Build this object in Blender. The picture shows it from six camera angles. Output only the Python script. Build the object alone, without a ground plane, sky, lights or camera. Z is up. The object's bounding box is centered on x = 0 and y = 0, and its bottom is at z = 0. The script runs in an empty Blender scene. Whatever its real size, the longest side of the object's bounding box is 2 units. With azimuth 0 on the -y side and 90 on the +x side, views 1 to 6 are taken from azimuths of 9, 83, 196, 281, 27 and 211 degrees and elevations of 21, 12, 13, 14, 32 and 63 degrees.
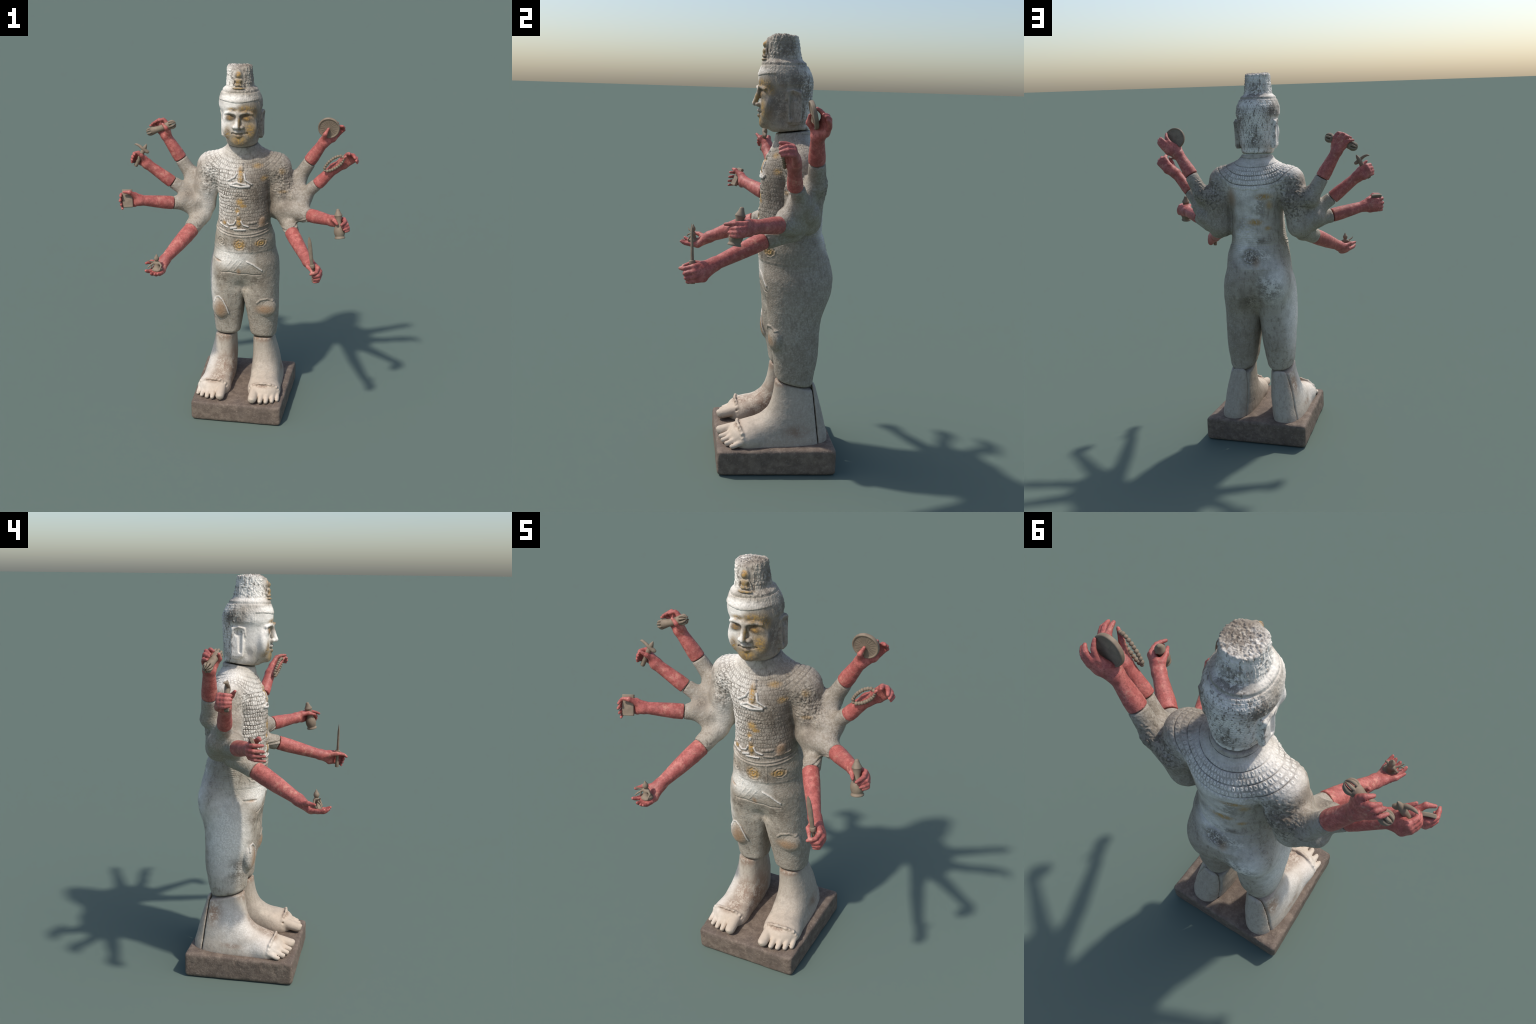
# Eight-armed standing stone figure on a plinth, built part by part from
# distance fields (lofts, tapered limbs, ellipsoids), meshed, carved and split.
import bpy, math
import numpy as np

# ------------------------------------------------------------------ helpers
def V(*a):
    return np.array(a, dtype=np.float64)

def sstep(a, b, x):
    t = np.clip((x - a) / (b - a), 0.0, 1.0)
    return t * t * (3 - 2 * t)

def cubic(xs, ys, x):
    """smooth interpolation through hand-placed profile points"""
    xs = np.asarray(xs, float); ys = np.asarray(ys, float)
    d = np.diff(ys) / np.diff(xs)
    m = np.empty_like(ys); m[0] = d[0]; m[-1] = d[-1]
    m[1:-1] = np.where(d[1:] * d[:-1] <= 0, 0, 2 * d[1:] * d[:-1] / (d[1:] + d[:-1] + 1e-12))
    i = np.clip(np.searchsorted(xs, x) - 1, 0, len(xs) - 2)
    h = xs[i + 1] - xs[i]; t = np.clip((x - xs[i]) / h, 0, 1)
    return ((2*t**3 - 3*t**2 + 1) * ys[i] + (t**3 - 2*t**2 + t) * h * m[i]
            + (-2*t**3 + 3*t**2) * ys[i + 1] + (t**3 - t**2) * h * m[i + 1])

def hash3(i, j, k, s):
    n = (i * 374761393 + j * 668265263 + k * 2147483647 + s * 974634577) & 0xFFFFFFFF
    n = ((n ^ (n >> 13)) * 1274126177) & 0xFFFFFFFF
    n = ((n ^ (n >> 16)) * 2246822519) & 0xFFFFFFFF
    return (n ^ (n >> 15)) / 4294967295.0

def vnoise(P, scale, seed=0):
    """smooth value noise, -1..1"""
    Q = P * scale
    I = np.floor(Q).astype(np.int64); F = Q - I
    F = F * F * F * (F * (F * 6 - 15) + 10)
    r = 0
    for dx in (0, 1):
        wx = F[:, 0] if dx else 1 - F[:, 0]
        for dy in (0, 1):
            wy = F[:, 1] if dy else 1 - F[:, 1]
            for dz in (0, 1):
                wz = F[:, 2] if dz else 1 - F[:, 2]
                r = r + wx * wy * wz * hash3(I[:, 0] + dx, I[:, 1] + dy, I[:, 2] + dz, seed)
    return r * 2 - 1

def fbm(P, scale, octaves=3, seed=0):
    r, a = 0, 1.0
    for o in range(octaves):
        r = r + a * vnoise(P + 7.3 * o, scale * 2 ** o, seed + o); a *= .5
    return r / 1.75

def smin(a, b, k):
    h = np.maximum(k - np.abs(a - b), 0) / k
    return np.minimum(a, b) - h * h * k * .25

def smax(a, b, k):
    return -smin(-a, -b, k)

class Field:
    """a distance field on a grid; primitives are blended in one after another"""
    def __init__(self, lo, hi, h):
        self.lo = np.array(lo, float); self.h = h
        self.n = np.ceil((np.array(hi) - self.lo) / h).astype(int) + 1
        self.ax = [(self.lo[i] + h * np.arange(self.n[i])).astype(np.float32) for i in range(3)]
        self.v = np.full(self.n, 9.0, np.float32)

    def sub(self, lo, hi, m):
        s = []
        for i in range(3):
            a = int(np.floor((lo[i] - m - self.lo[i]) / self.h)); b = int(np.ceil((hi[i] + m - self.lo[i]) / self.h)) + 1
            s.append(slice(max(a, 0), min(max(b, 0), self.n[i])))
        X = self.ax[0][s[0]][:, None, None]; Y = self.ax[1][s[1]][None, :, None]; Z = self.ax[2][s[2]][None, None, :]
        return tuple(s), X, Y, Z

    def add(self, prim, k=.01, op='+'):
        f, lo, hi = prim
        s, X, Y, Z = self.sub(lo, hi, k + 4 * self.h)
        if 0 in self.v[s].shape:
            return self
        d = f(X, Y, Z)
        if op == '+':
            self.v[s] = smin(self.v[s], d, k)
        else:
            self.v[s] = smax(self.v[s], -d, k)
        return self

    def clip(self, f, k=.004):
        s, X, Y, Z = self.sub(self.lo, self.lo + self.n * self.h, 0)
        self.v = smax(self.v, f(X, Y, Z) + np.zeros_like(self.v), k)
        return self

    def copy(self):
        g = Field.__new__(Field); g.__dict__.update(self.__dict__); g.v = self.v.copy(); return g

    def mesh(self):
        """dual contouring by surface nets"""
        v = self.v; neg = v < 0
        nx, ny, nz = v.shape
        c = np.zeros((nx - 1, ny - 1, nz - 1), np.uint8)
        corners = [(i, j, k) for i in (0, 1) for j in (0, 1) for k in (0, 1)]
        for i, j, k in corners:
            c += neg[i:nx - 1 + i, j:ny - 1 + j, k:nz - 1 + k]
        act = np.argwhere((c > 0) & (c < 8))
        vid = np.full(c.shape, -1, np.int64); vid[tuple(act.T)] = np.arange(len(act))
        pos = np.zeros((len(act), 3)); cnt = np.zeros(len(act))
        for a in corners:
            for ax in range(3):
                if a[ax]: continue
                b = list(a); b[ax] = 1
                va = v[tuple((act + a).T)].astype(float); vb = v[tuple((act + b).T)].astype(float)
                m = (va < 0) != (vb < 0)
                t = np.where(m, va / np.where(m, va - vb, 1), 0)
                p = np.array(a, float) + t[:, None] * (np.array(b) - np.array(a))
                pos[m] += p[m]; cnt[m] += 1
        pos = (act + pos / cnt[:, None]) * self.h + self.lo
        quads = []
        for ax in range(3):
            o1, o2 = (ax + 1) % 3, (ax + 2) % 3
            sl = [slice(1, -1)] * 3; sl[ax] = slice(0, -1)
            sh = [slice(1, -1)] * 3; sh[ax] = slice(1, None)
            A = neg[tuple(sl)]; B = neg[tuple(sh)]
            for flip in (0, 1):
                e = np.argwhere((A & ~B) if not flip else (~A & B))
                off = np.ones(3, int); off[ax] = 0
                e = e + off
                d1 = np.zeros(3, int); d1[o1] = 1; d2 = np.zeros(3, int); d2[o2] = 1
                q = [vid[tuple((e - d1 - d2).T)], vid[tuple((e - d2).T)], vid[tuple(e.T)], vid[tuple((e - d1).T)]]
                q = np.stack(q, 1)
                quads.append(q[:, ::-1] if flip else q)
        return pos, np.concatenate(quads)

def ell(c, r):
    c = np.array(c, float); r = np.array(r, float); m = r.min()
    def f(X, Y, Z):
        q = np.sqrt(((X - c[0]) / r[0]) ** 2 + ((Y - c[1]) / r[1]) ** 2 + ((Z - c[2]) / r[2]) ** 2)
        return (q - 1) * m
    return f, c - r, c + r

def seg(a, b, ra, rb):
    a = np.array(a, float); b = np.array(b, float); d = b - a; L = d @ d + 1e-12
    def f(X, Y, Z):
        t = np.clip(((X - a[0]) * d[0] + (Y - a[1]) * d[1] + (Z - a[2]) * d[2]) / L, 0, 1)
        return np.sqrt((X - a[0] - t * d[0]) ** 2 + (Y - a[1] - t * d[1]) ** 2 + (Z - a[2] - t * d[2]) ** 2) - (ra + t * (rb - ra))
    m = max(ra, rb)
    return f, np.minimum(a, b) - m, np.maximum(a, b) + m

def chain(F, pts, rad, k):
    for i in range(len(pts) - 1):
        F.add(seg(pts[i], pts[i + 1], rad[i], rad[i + 1]), k)

def loft(rows, n=2.3, k=.02, nf=None):
    """rows of (z, x_left, x_right, y_front, y_back)"""
    R = np.array(rows, float); z = R[:, 0]
    def f(X, Y, Z):
        zz = Z.ravel()
        g = [cubic(z, R[:, i], zz).astype(np.float32)[None, None, :] for i in (1, 2, 3, 4)]
        cx, a, cy, b = (g[0] + g[1]) / 2, (g[1] - g[0]) / 2, (g[2] + g[3]) / 2, (g[3] - g[2]) / 2
        q = (np.abs((X - cx) / a) ** n + np.abs((Y - cy) / b) ** n) ** np.float32(1 / n)
        if nf: q = np.where(Y < cy, (np.abs((X - cx) / a) ** nf + np.abs((Y - cy) / b) ** nf) ** np.float32(1 / nf), q)
        d = (q - 1) * np.minimum(a, b)
        return smax(smax(d, z[0] - Z, k), Z - z[-1], k)
    return f, (R[:, 1].min(), R[:, 3].min(), z[0]), (R[:, 2].max(), R[:, 4].max(), z[-1])

def rbox(c, half, r, rot=None):
    c = np.array(c, float); half = np.array(half, float)
    M = np.eye(3) if rot is None else np.array(rot, float)   # rows are local axes
    def f(X, Y, Z):
        D = (X - c[0], Y - c[1], Z - c[2])
        q = [np.abs(M[i][0] * D[0] + M[i][1] * D[1] + M[i][2] * D[2]) - half[i] + r for i in range(3)]
        out = np.sqrt(sum(np.maximum(t, 0) ** 2 for t in q))
        return out + np.minimum(np.maximum(np.maximum(q[0], q[1]), q[2]), 0) - r
    m = np.linalg.norm(half)
    return f, c - m, c + m

# ------------------------------------------------------------------ meshes
def raw_mesh(name, pos, faces):
    me = bpy.data.meshes.new(name)
    n = faces.shape[1]
    me.vertices.add(len(pos)); me.vertices.foreach_set("co", np.asarray(pos, np.float32).ravel())
    me.loops.add(faces.size); me.loops.foreach_set("vertex_index", faces.astype(np.int32).ravel())
    me.polygons.add(len(faces))
    me.polygons.foreach_set("loop_start", np.arange(0, faces.size, n, dtype=np.int32))
    me.polygons.foreach_set("loop_total", np.full(len(faces), n, np.int32))
    me.update(calc_edges=True)
    me.polygons.foreach_set("use_smooth", np.ones(len(faces), bool))
    return me

def arrays(me):
    p = np.empty(len(me.vertices) * 3, np.float32); me.vertices.foreach_get("co", p)
    f = np.empty(len(me.loops), np.int32); me.loops.foreach_get("vertex_index", f)
    return p.reshape(-1, 3).astype(float), f.reshape(-1, 4)

def normals(pos, faces):
    n = np.cross(pos[faces[:, 2]] - pos[faces[:, 0]], pos[faces[:, 3]] - pos[faces[:, 1]])
    N = np.zeros_like(pos)
    for i in range(4):
        for a in range(3):
            N[:, a] += np.bincount(faces[:, i], n[:, a], len(pos))
    return N / (np.linalg.norm(N, axis=1, keepdims=True) + 1e-12)

def relax(pos, faces, times=1, w=.5):
    for _ in range(times):
        acc = np.zeros_like(pos); cnt = np.zeros(len(pos))
        for i in range(4):
            for j in (1, 3):
                a, b = faces[:, i], faces[:, (i + j) % 4]
                for c in range(3):
                    acc[:, c] += np.bincount(a, pos[b, c], len(pos))
                cnt += np.bincount(a, minlength=len(pos))
        pos = pos * (1 - w) + w * acc / np.maximum(cnt, 1)[:, None]
    return pos

def subdivide(pos, faces, levels=1):
    me = raw_mesh("cage", pos, faces)
    ob = bpy.data.objects.new("cage", me); bpy.context.scene.collection.objects.link(ob)
    md = ob.modifiers.new("s", "SUBSURF"); md.levels = levels; md.render_levels = levels
    ev = ob.evaluated_get(bpy.context.evaluated_depsgraph_get())
    fine = bpy.data.meshes.new_from_object(ev)
    r = arrays(fine)
    bpy.data.objects.remove(ob); bpy.data.meshes.remove(me); bpy.data.meshes.remove(fine)
    return r

def shape(field, levels=1, smooth=1, carve=None):
    pos, q = field.mesh()
    if smooth: pos = relax(pos, q, smooth, .4)
    if levels: pos, q = subdivide(pos, q, levels)
    if carve is not None:
        N = normals(pos, q)
        pos = pos + carve(pos, N)[:, None] * N
    return pos, q

COLL = bpy.context.scene.collection
ROOT = None
def link(name, me, mat=None, parent=None):
    ob = bpy.data.objects.new(name, me); COLL.objects.link(ob)
    if mat: me.materials.append(mat)
    ob.parent = parent if parent is not None else ROOT
    return ob

def part(name, pos, q, mat, parent=None):
    return link(name, raw_mesh(name, pos, q), mat, parent)

def split(pos, q, labels, names, parent=None):
    """cut one smooth surface into named parts that keep the whole body's normals.
    names: {label: (name, material, parent_key)}"""
    N = normals(pos, q); out = {}
    for lab, (name, mat) in names.items():
        f = q[labels == lab]
        if not len(f): continue
        used, inv = np.unique(f, return_inverse=True)
        me = raw_mesh(name, pos[used], inv.reshape(-1, 4))
        me.normals_split_custom_set_from_vertices(N[used].tolist())
        out[lab] = link(name, me, mat, parent)
    return out

def lathe(profile, n=48):
    """profile of (radius, height); returns quads, poles closed by tiny rings"""
    pr = np.array(profile, float); m = len(pr)
    th = np.arange(n) / n * 2 * np.pi
    pos = np.stack([pr[:, 0][:, None] * np.cos(th), pr[:, 0][:, None] * np.sin(th), np.repeat(pr[:, 1][:, None], n, 1)], -1).reshape(-1, 3)
    i, j = np.meshgrid(np.arange(m - 1), np.arange(n), indexing='ij'); j2 = (j + 1) % n
    q = np.stack([i * n + j, i * n + j2, (i + 1) * n + j2, (i + 1) * n + j], -1).reshape(-1, 4)
    return pos, q

def fine_profile(pts, steps=6):
    pts = np.array(pts, float); t = np.arange(len(pts)); tt = np.linspace(0, len(pts) - 1, (len(pts) - 1) * steps + 1)
    return np.stack([cubic(t, pts[:, 0], tt), cubic(t, pts[:, 1], tt)], 1)

def frame(z, x=(1, 0, 0)):
    z = np.array(z, float); z /= np.linalg.norm(z)
    x = np.array(x, float); x = x - (x @ z) * z; x /= np.linalg.norm(x)
    return np.stack([x, np.cross(z, x), z])       # rows

def tube(path, rad, n=12, steps=8):
    """smooth tapered tube through control points"""
    path = np.array(path, float); t = np.arange(len(path)); tt = np.linspace(0, len(path) - 1, (len(path) - 1) * steps + 1)
    P = np.stack([cubic(t, path[:, i], tt) for i in range(3)], 1); r = cubic(t, np.array(rad, float), tt)
    T = np.gradient(P, axis=0); T /= np.linalg.norm(T, axis=1, keepdims=True)
    up = V(.31, .53, .79); pos = []
    for p, d, rr in zip(P, T, r):
        a = np.cross(d, up); a /= np.linalg.norm(a); b = np.cross(d, a)
        th = np.arange(n) / n * 2 * np.pi
        pos.append(p + rr * (np.cos(th)[:, None] * a + np.sin(th)[:, None] * b))
    m = len(P); pos = np.concatenate(pos)
    i, j = np.meshgrid(np.arange(m - 1), np.arange(n), indexing='ij'); j2 = (j + 1) % n
    q = np.stack([i * n + j, i * n + j2, (i + 1) * n + j2, (i + 1) * n + j], -1).reshape(-1, 4)
    return pos, q

def join(*ms):
    P, Q, o = [], [], 0
    for p, q in ms:
        P.append(p); Q.append(q + o); o += len(p)
    return np.concatenate(P), np.concatenate(Q)

FIGURES = [  # (points, radius, height)
    # seated figure on the chest
    ([(.021, 1.455), (.021, 1.460)], .0125, .006), ([(.022, 1.474), (.022, 1.482)], .008, .005), ([(.016, 1.402), (.018, 1.428)], .0165, .0055),
    ([(-.002, 1.434), (-.015, 1.412), (-.049, 1.393)], .0055, .005), ([(.036, 1.430), (.044, 1.397), (.076, 1.376)], .0055, .005),
    ([(-.038, 1.371), (-.005, 1.385), (.030, 1.376), (.064, 1.367)], .0062, .0055), ([(-.038, 1.368), (.016, 1.361), (.064, 1.364)], .0062, .0055),
    # row of figures above the belt
    ([(.006, 1.184), (.006, 1.188)], .0105, .005), ([(.004, 1.206), (.004, 1.214)], .006, .004), ([(.006, 1.150), (.006, 1.163)], .013, .005),
    ([(-.010, 1.170), (-.020, 1.150), (-.045, 1.143), (-.060, 1.152)], .005, .0045), ([(.020, 1.168), (.030, 1.148), (.058, 1.138)], .005, .0045),
    ([(-.038, 1.124), (-.010, 1.131)], .0075, .0045), ([(-.020, 1.117), (.042, 1.120)], .005, .004),
    ([(-.079, 1.160), (-.079, 1.166)], .009, .004), ([(-.081, 1.143), (-.081, 1.150)], .011, .004), ([(-.105, 1.137), (-.058, 1.126)], .005, .004), ([(-.106, 1.148), (-.094, 1.160)], .004, .003),
    ([(.130, 1.136), (.130, 1.166)], .014, .004), ([(.112, 1.128), (.150, 1.130)], .006, .004), ([(.060, 1.155), (.095, 1.158)], .008, .003), ([(.062, 1.128), (.100, 1.122)], .005, .003),
    # knot and folds below the belt
    ([(.050, .926), (.085, .908), (.128, .872)], .006, .0035), ([(-.060, .960), (-.070, .920), (-.068, .890), (-.060, .870)], .006, .0014),
    ([(-.040, .930), (-.085, .870)], .004, .0010), ([(-.010, .930), (-.060, .866)], .004, .0010), ([(.020, .930), (-.030, .862)], .004, .0010),
    # rims of the knee plates
    ([(-.152, .655), (-.140, .684), (-.122, .692), (-.098, .668), (-.078, .625), (-.068, .582)], .0045, .0035), ([(.098, .660), (.120, .682), (.155, .688), (.185, .672)], .006, .003)]

# ------------------------------------------------------------------ materials
class Nodes:
    def __init__(self, name):
        self.m = bpy.data.materials.new(name); self.m.use_nodes = True
        self.t = self.m.node_tree; self.t.nodes.clear()
        self.out = self.t.nodes.new("ShaderNodeOutputMaterial")
        self.b = self.t.nodes.new("ShaderNodeBsdfPrincipled")
        self.t.links.new(self.b.outputs[0], self.out.inputs[0])
        self.co = self.t.nodes.new("ShaderNodeTexCoord").outputs["Object"]
        s = self.t.nodes.new("ShaderNodeSeparateXYZ"); self.t.links.new(self.co, s.inputs[0])
        self.x, self.y, self.z = s.outputs
    def put(self, sock, v):
        if hasattr(v, "is_linked"): self.t.links.new(v, sock)
        else: sock.default_value = v
    def math(self, op, a, b=0.0, c=0.0, clamp=False):
        n = self.t.nodes.new("ShaderNodeMath"); n.operation = op; n.use_clamp = clamp
        for i, v in enumerate((a, b, c)): self.put(n.inputs[i], v)
        return n.outputs[0]
    def add(self, a, b): return self.math('ADD', a, b)
    def mul(self, a, b): return self.math('MULTIPLY', a, b)
    def noise(self, scale, detail=3, rough=.55, dist=0, vec=None):
        n = self.t.nodes.new("ShaderNodeTexNoise")
        self.put(n.inputs["Vector"], self.co if vec is None else vec)
        for k, v in (("Scale", scale), ("Detail", detail), ("Roughness", rough), ("Distortion", dist)): n.inputs[k].default_value = v
        return n.outputs["Fac"]
    def voro(self, scale, vec=None, feature='F1', rnd=1.0):
        n = self.t.nodes.new("ShaderNodeTexVoronoi"); n.feature = feature
        self.put(n.inputs["Vector"], self.co if vec is None else vec)
        n.inputs["Scale"].default_value = scale; n.inputs["Randomness"].default_value = rnd
        return n.outputs["Distance"]
    def scaled(self, s, off=(0, 0, 0)):
        n = self.t.nodes.new("ShaderNodeMapping"); self.put(n.inputs["Vector"], self.co)
        n.inputs["Scale"].default_value = s; n.inputs["Location"].default_value = off
        return n.outputs[0]
    def step(self, a, b, v):
        n = self.t.nodes.new("ShaderNodeMapRange"); n.interpolation_type = 'SMOOTHSTEP'
        self.put(n.inputs["Value"], v); self.put(n.inputs["From Min"], a); self.put(n.inputs["From Max"], b)
        return n.outputs["Result"]
    def mix(self, f, a, b):
        n = self.t.nodes.new("ShaderNodeMix"); n.data_type = 'RGBA'
        self.put(n.inputs[0], f)
        for i, v in ((6, a), (7, b)): self.put(n.inputs[i], v if hasattr(v, "is_linked") else (*v, 1))
        return n.outputs[2]
    def blob(self, c, r, noise=None, amp=.6, soft=.35):
        """soft patch of matter: ellipsoid with a ragged edge"""
        d = None
        for s, ci, ri in zip((self.x, self.y, self.z), c, r):
            t = self.math('MULTIPLY', self.math('SUBTRACT', s, ci), 1 / ri); t = self.math('MULTIPLY', t, t)
            d = t if d is None else self.add(d, t)
        d = self.math('SQRT', d)
        if noise is not None: d = self.math('MULTIPLY_ADD', self.math('SUBTRACT', noise, .5), amp * 6, d)
        return self.step(1 + soft, 1 - soft, d)
    def any(self, *ms):
        r = ms[0]
        for m in ms[1:]: r = self.math('MAXIMUM', r, m)
        return r
    def bump(self, h, strength=.4, dist=.004):
        n = self.t.nodes.new("ShaderNodeBump"); n.inputs["Strength"].default_value = strength
        n.inputs["Distance"].default_value = dist; self.put(n.inputs["Height"], h)
        self.t.links.new(n.outputs[0], self.b.inputs["Normal"])
    def done(self, col, rough=.7, spec=.35):
        self.put(self.b.inputs["Base Color"], col if hasattr(col, "is_linked") else (*col, 1))
        self.put(self.b.inputs["Roughness"], rough); self.b.inputs["Specular IOR Level"].default_value = spec
        return self.m

def stone_material(kind):
    """warm grey stone; whitish skin, brown dirt and leftover gilding sit in ragged, speckled patches; baked-in shade painted over the +x side"""
    n = Nodes("weathered_stone_" + kind)
    big = n.noise(4.5, 3); mid = n.noise(26, 5, .62); fine = n.noise(115, 5, .7); pits = n.voro(150); streak = n.noise(70, 4, .65, 0, n.scaled((1, 1, .4)))
    grain = n.add(n.mul(mid, .45), n.mul(fine, .55))
    speck = n.step(.42, .60, fine)
    GOLD, DIRT, WHITE = (.40, .235, .06), (.120, .092, .064), (.88, .83, .75)
    c = n.mix(n.step(.36, .64, big), (.30, .25, .19), (.41, .355, .28))
    c = n.mix(n.mul(speck, .35), c, (.50, .455, .39))
    c = n.mix(n.mul(n.step(.52, .64, streak), .55), c, (.17, .135, .10))
    c = n.mix(n.mul(n.mul(n.step(.52, .64, mid), n.step(.44, .56, fine)), .5), c, (.165, .13, .095))
    side = n.step(-.03, .12, n.math('MULTIPLY_ADD', n.math('SUBTRACT', grain, .5), .8, n.x))  # painted shade: baked lighting copied as a darker +x side with ragged edge
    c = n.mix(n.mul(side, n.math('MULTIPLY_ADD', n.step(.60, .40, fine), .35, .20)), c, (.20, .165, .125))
    def patches(lst, noise, amp, soft):
        return n.any(*[n.blob(p, r, noise, amp, soft) for p, r in lst])
    height = n.add(n.add(n.mul(mid, .5), fine), n.mul(pits, -.3))
    if kind == "body":
        white = patches([((-.09, .03, 1.43), (.11, .14, .11)), ((-.11, .08, 1.27), (.09, .10, .15)), ((-.19, .16, .72), (.06, .13, .22)), ((-.06, .03, .95), (.11, .08, .06)), ((.02, .29, 1.45), (.17, .10, .11)), ((.06, .33, 1.14), (.11, .06, .09)), ((-.02, .33, 1.30), (.12, .05, .12)),
                         ((-.15, .18, 1.52), (.12, .12, .05)), ((-.06, .34, 1.06), (.14, .06, .07)), ((.09, .33, 1.28), (.05, .05, .06)), ((-.13, .34, .90), (.08, .08, .10))], grain, .30, .7)
        c = n.mix(n.mul(white, n.math('MULTIPLY_ADD', speck, .35, .60)), c, WHITE)
        arm = n.mul(n.any(n.step(-.225, -.275, n.x), n.step(.265, .315, n.x)), n.step(1.00, 1.03, n.z))
        c = n.mix(n.mul(arm, .7), c, n.mix(n.step(.42, .60, grain), (.25, .21, .16), (.37, .33, .275)))
        dirt = patches([((.10, .02, 1.33), (.07, .08, .08)), ((.16, .10, 1.28), (.03, .10, .12)), ((-.22, .27, 1.40), (.07, .06, .09)), ((-.19, .28, 1.34), (.05, .05, .09)), ((.26, .27, 1.40), (.08, .06, .07)), ((-.09, .34, .88), (.09, .06, .08)),
                        ((-.06, .33, 1.06), (.10, .05, .05)), ((-.06, .31, 1.13), (.12, .04, .02)), ((.02, .0, 1.03), (.16, .06, .05)), ((.02, .33, .80), (.07, .08, .07)), ((-.1, .03, .82), (.05, .05, .04)), ((.12, .03, .80), (.08, .06, .05)),
                        ((-.17, .1, .56), (.03, .07, .08)), ((-.175, .05, 1.33), (.03, .06, .10)), ((-.05, .31, 1.30), (.06, .04, .09)), ((.25, .10, 1.24), (.05, .06, .05)), ((-.30, .10, 1.28), (.04, .06, .04))], grain, .5, .7)
        c = n.mix(n.mul(n.mul(dirt, n.step(.43, .56, grain)), .85), c, DIRT)
        # dirt packed between the carved glyphs, same rule as the carving
        def glyph_nodes(back):
            if back:
                dx, dy, dz = n.math('SUBTRACT', n.x, .012), n.math('SUBTRACT', n.y, .15), n.math('SUBTRACT', n.z, 1.60)
                rho = n.math('SQRT', n.add(n.add(n.mul(dx, dx), n.mul(dy, dy)), n.mul(dz, dz)))
                u, v = n.mul(n.math('ARCTAN2', dx, dy), 11.0), n.math('DIVIDE', rho, .0230)
            else:
                u, v = n.mul(n.math('ARCTAN2', n.math('SUBTRACT', n.x, .012), n.math('SUBTRACT', .15, n.y)), 10.5), n.math('DIVIDE', n.z, .0195)
                rho = None
            wave = lambda kx, kz, ky=0.0: n.math('SINE', n.add(n.add(n.mul(n.x, kx), n.mul(n.z, kz)), n.mul(n.y, ky)))
            j = .3 if back else 1.0
            u2 = n.add(u, n.add(n.mul(wave(57, 91), .16 * j), n.mul(wave(143, -77, 60), .12 * j)))
            v2 = n.add(v, n.add(n.mul(wave(71, -63), .10 * j), n.mul(wave(97, 131), .07 * j)))
            row = n.math('FLOOR', v2); uu = n.add(u2, n.mul(row, .37)); col = n.math('FLOOR', uu)
            fu = n.math('SUBTRACT', n.math('FRACT', uu), .5); fv = n.math('SUBTRACT', n.math('FRACT', v2), .5)
            rnd = lambda i, j: n.math('FRACT', n.mul(n.math('SINE', n.add(n.mul(i, 1.7), n.mul(j, 2.9))), 13.7))
            r1, r2 = rnd(col, row), rnd(n.add(col, 5.0), n.add(row, 3.0))
            a, b = n.mul(fu, n.math('MULTIPLY_ADD', r1, .5, .85)), n.mul(fv, n.math('MULTIPLY_ADD', r1, -.3, 1.15))
            e = n.math('SQRT', n.add(n.mul(a, a), n.mul(b, b)))
            off = n.math('ABSOLUTE', n.math('SUBTRACT', e, n.math('MULTIPLY_ADD', r2, .13, .17)))
            seam = n.any(n.step(.36, .45, n.math('ABSOLUTE', fv)), n.mul(n.step(.40, .49, n.math('ABSOLUTE', fu)), .6))
            return n.any(n.mul(n.step(.07, .17, off), n.math('MULTIPLY_ADD', r1, .5, .35)), n.mul(seam, n.math('MULTIPLY_ADD', r2, .6, .35))), rho
        ef, _ = glyph_nodes(False); eb, rho = glyph_nodes(True)
        trunk = n.mul(n.mul(n.step(-.155, -.125, n.x), n.step(.175, .15, n.x)), n.mul(n.step(1.09, 1.12, n.z), n.step(1.47, 1.44, n.z)))
        wf = n.mul(trunk, n.step(.16, .10, n.y)); wb = n.mul(n.mul(n.any(n.mul(n.step(1.37, 1.40, n.z), n.step(.14, .2, n.y)), n.step(1.43, 1.46, n.z)), n.step(.27, .22, rho)), n.step(1.54, 1.50, n.z))
        pat = n.any(n.mul(ef, wf), n.mul(n.mul(eb, wb), .7))
        pat = n.mul(pat, n.math('MULTIPLY_ADD', n.step(.42, .55, n.add(n.mul(fine, .6), n.mul(big, .4))), .65, .35))
        c = n.mix(n.math('MULTIPLY', pat, 1.15, clamp=True), c, (.105, .08, .058))
        arcs = n.math('ABSOLUTE', n.math('SUBTRACT', n.math('FRACT', n.math('DIVIDE', rho, .046)), .5))
        arcs = n.mul(n.mul(n.step(.46, .49, arcs), n.step(.265, .25, rho)), n.mul(n.step(.14, .2, n.y), n.step(.40, .50, grain)))
        c = n.mix(n.mul(arcs, .8), c, (.08, .065, .05))
        crusted = patches([((-.175, .06, 1.40), (.06, .08, .10)), ((-.21, .26, 1.36), (.10, .07, .12)), ((.26, .26, 1.38), (.10, .07, .10)), ((.24, .08, 1.38), (.09, .09, .10))], grain, .3, .6)
        c = n.mix(n.mul(n.mul(crusted, n.step(.50, .42, n.noise(70, 3, .6))), .8), c, (.10, .08, .06))
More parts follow.
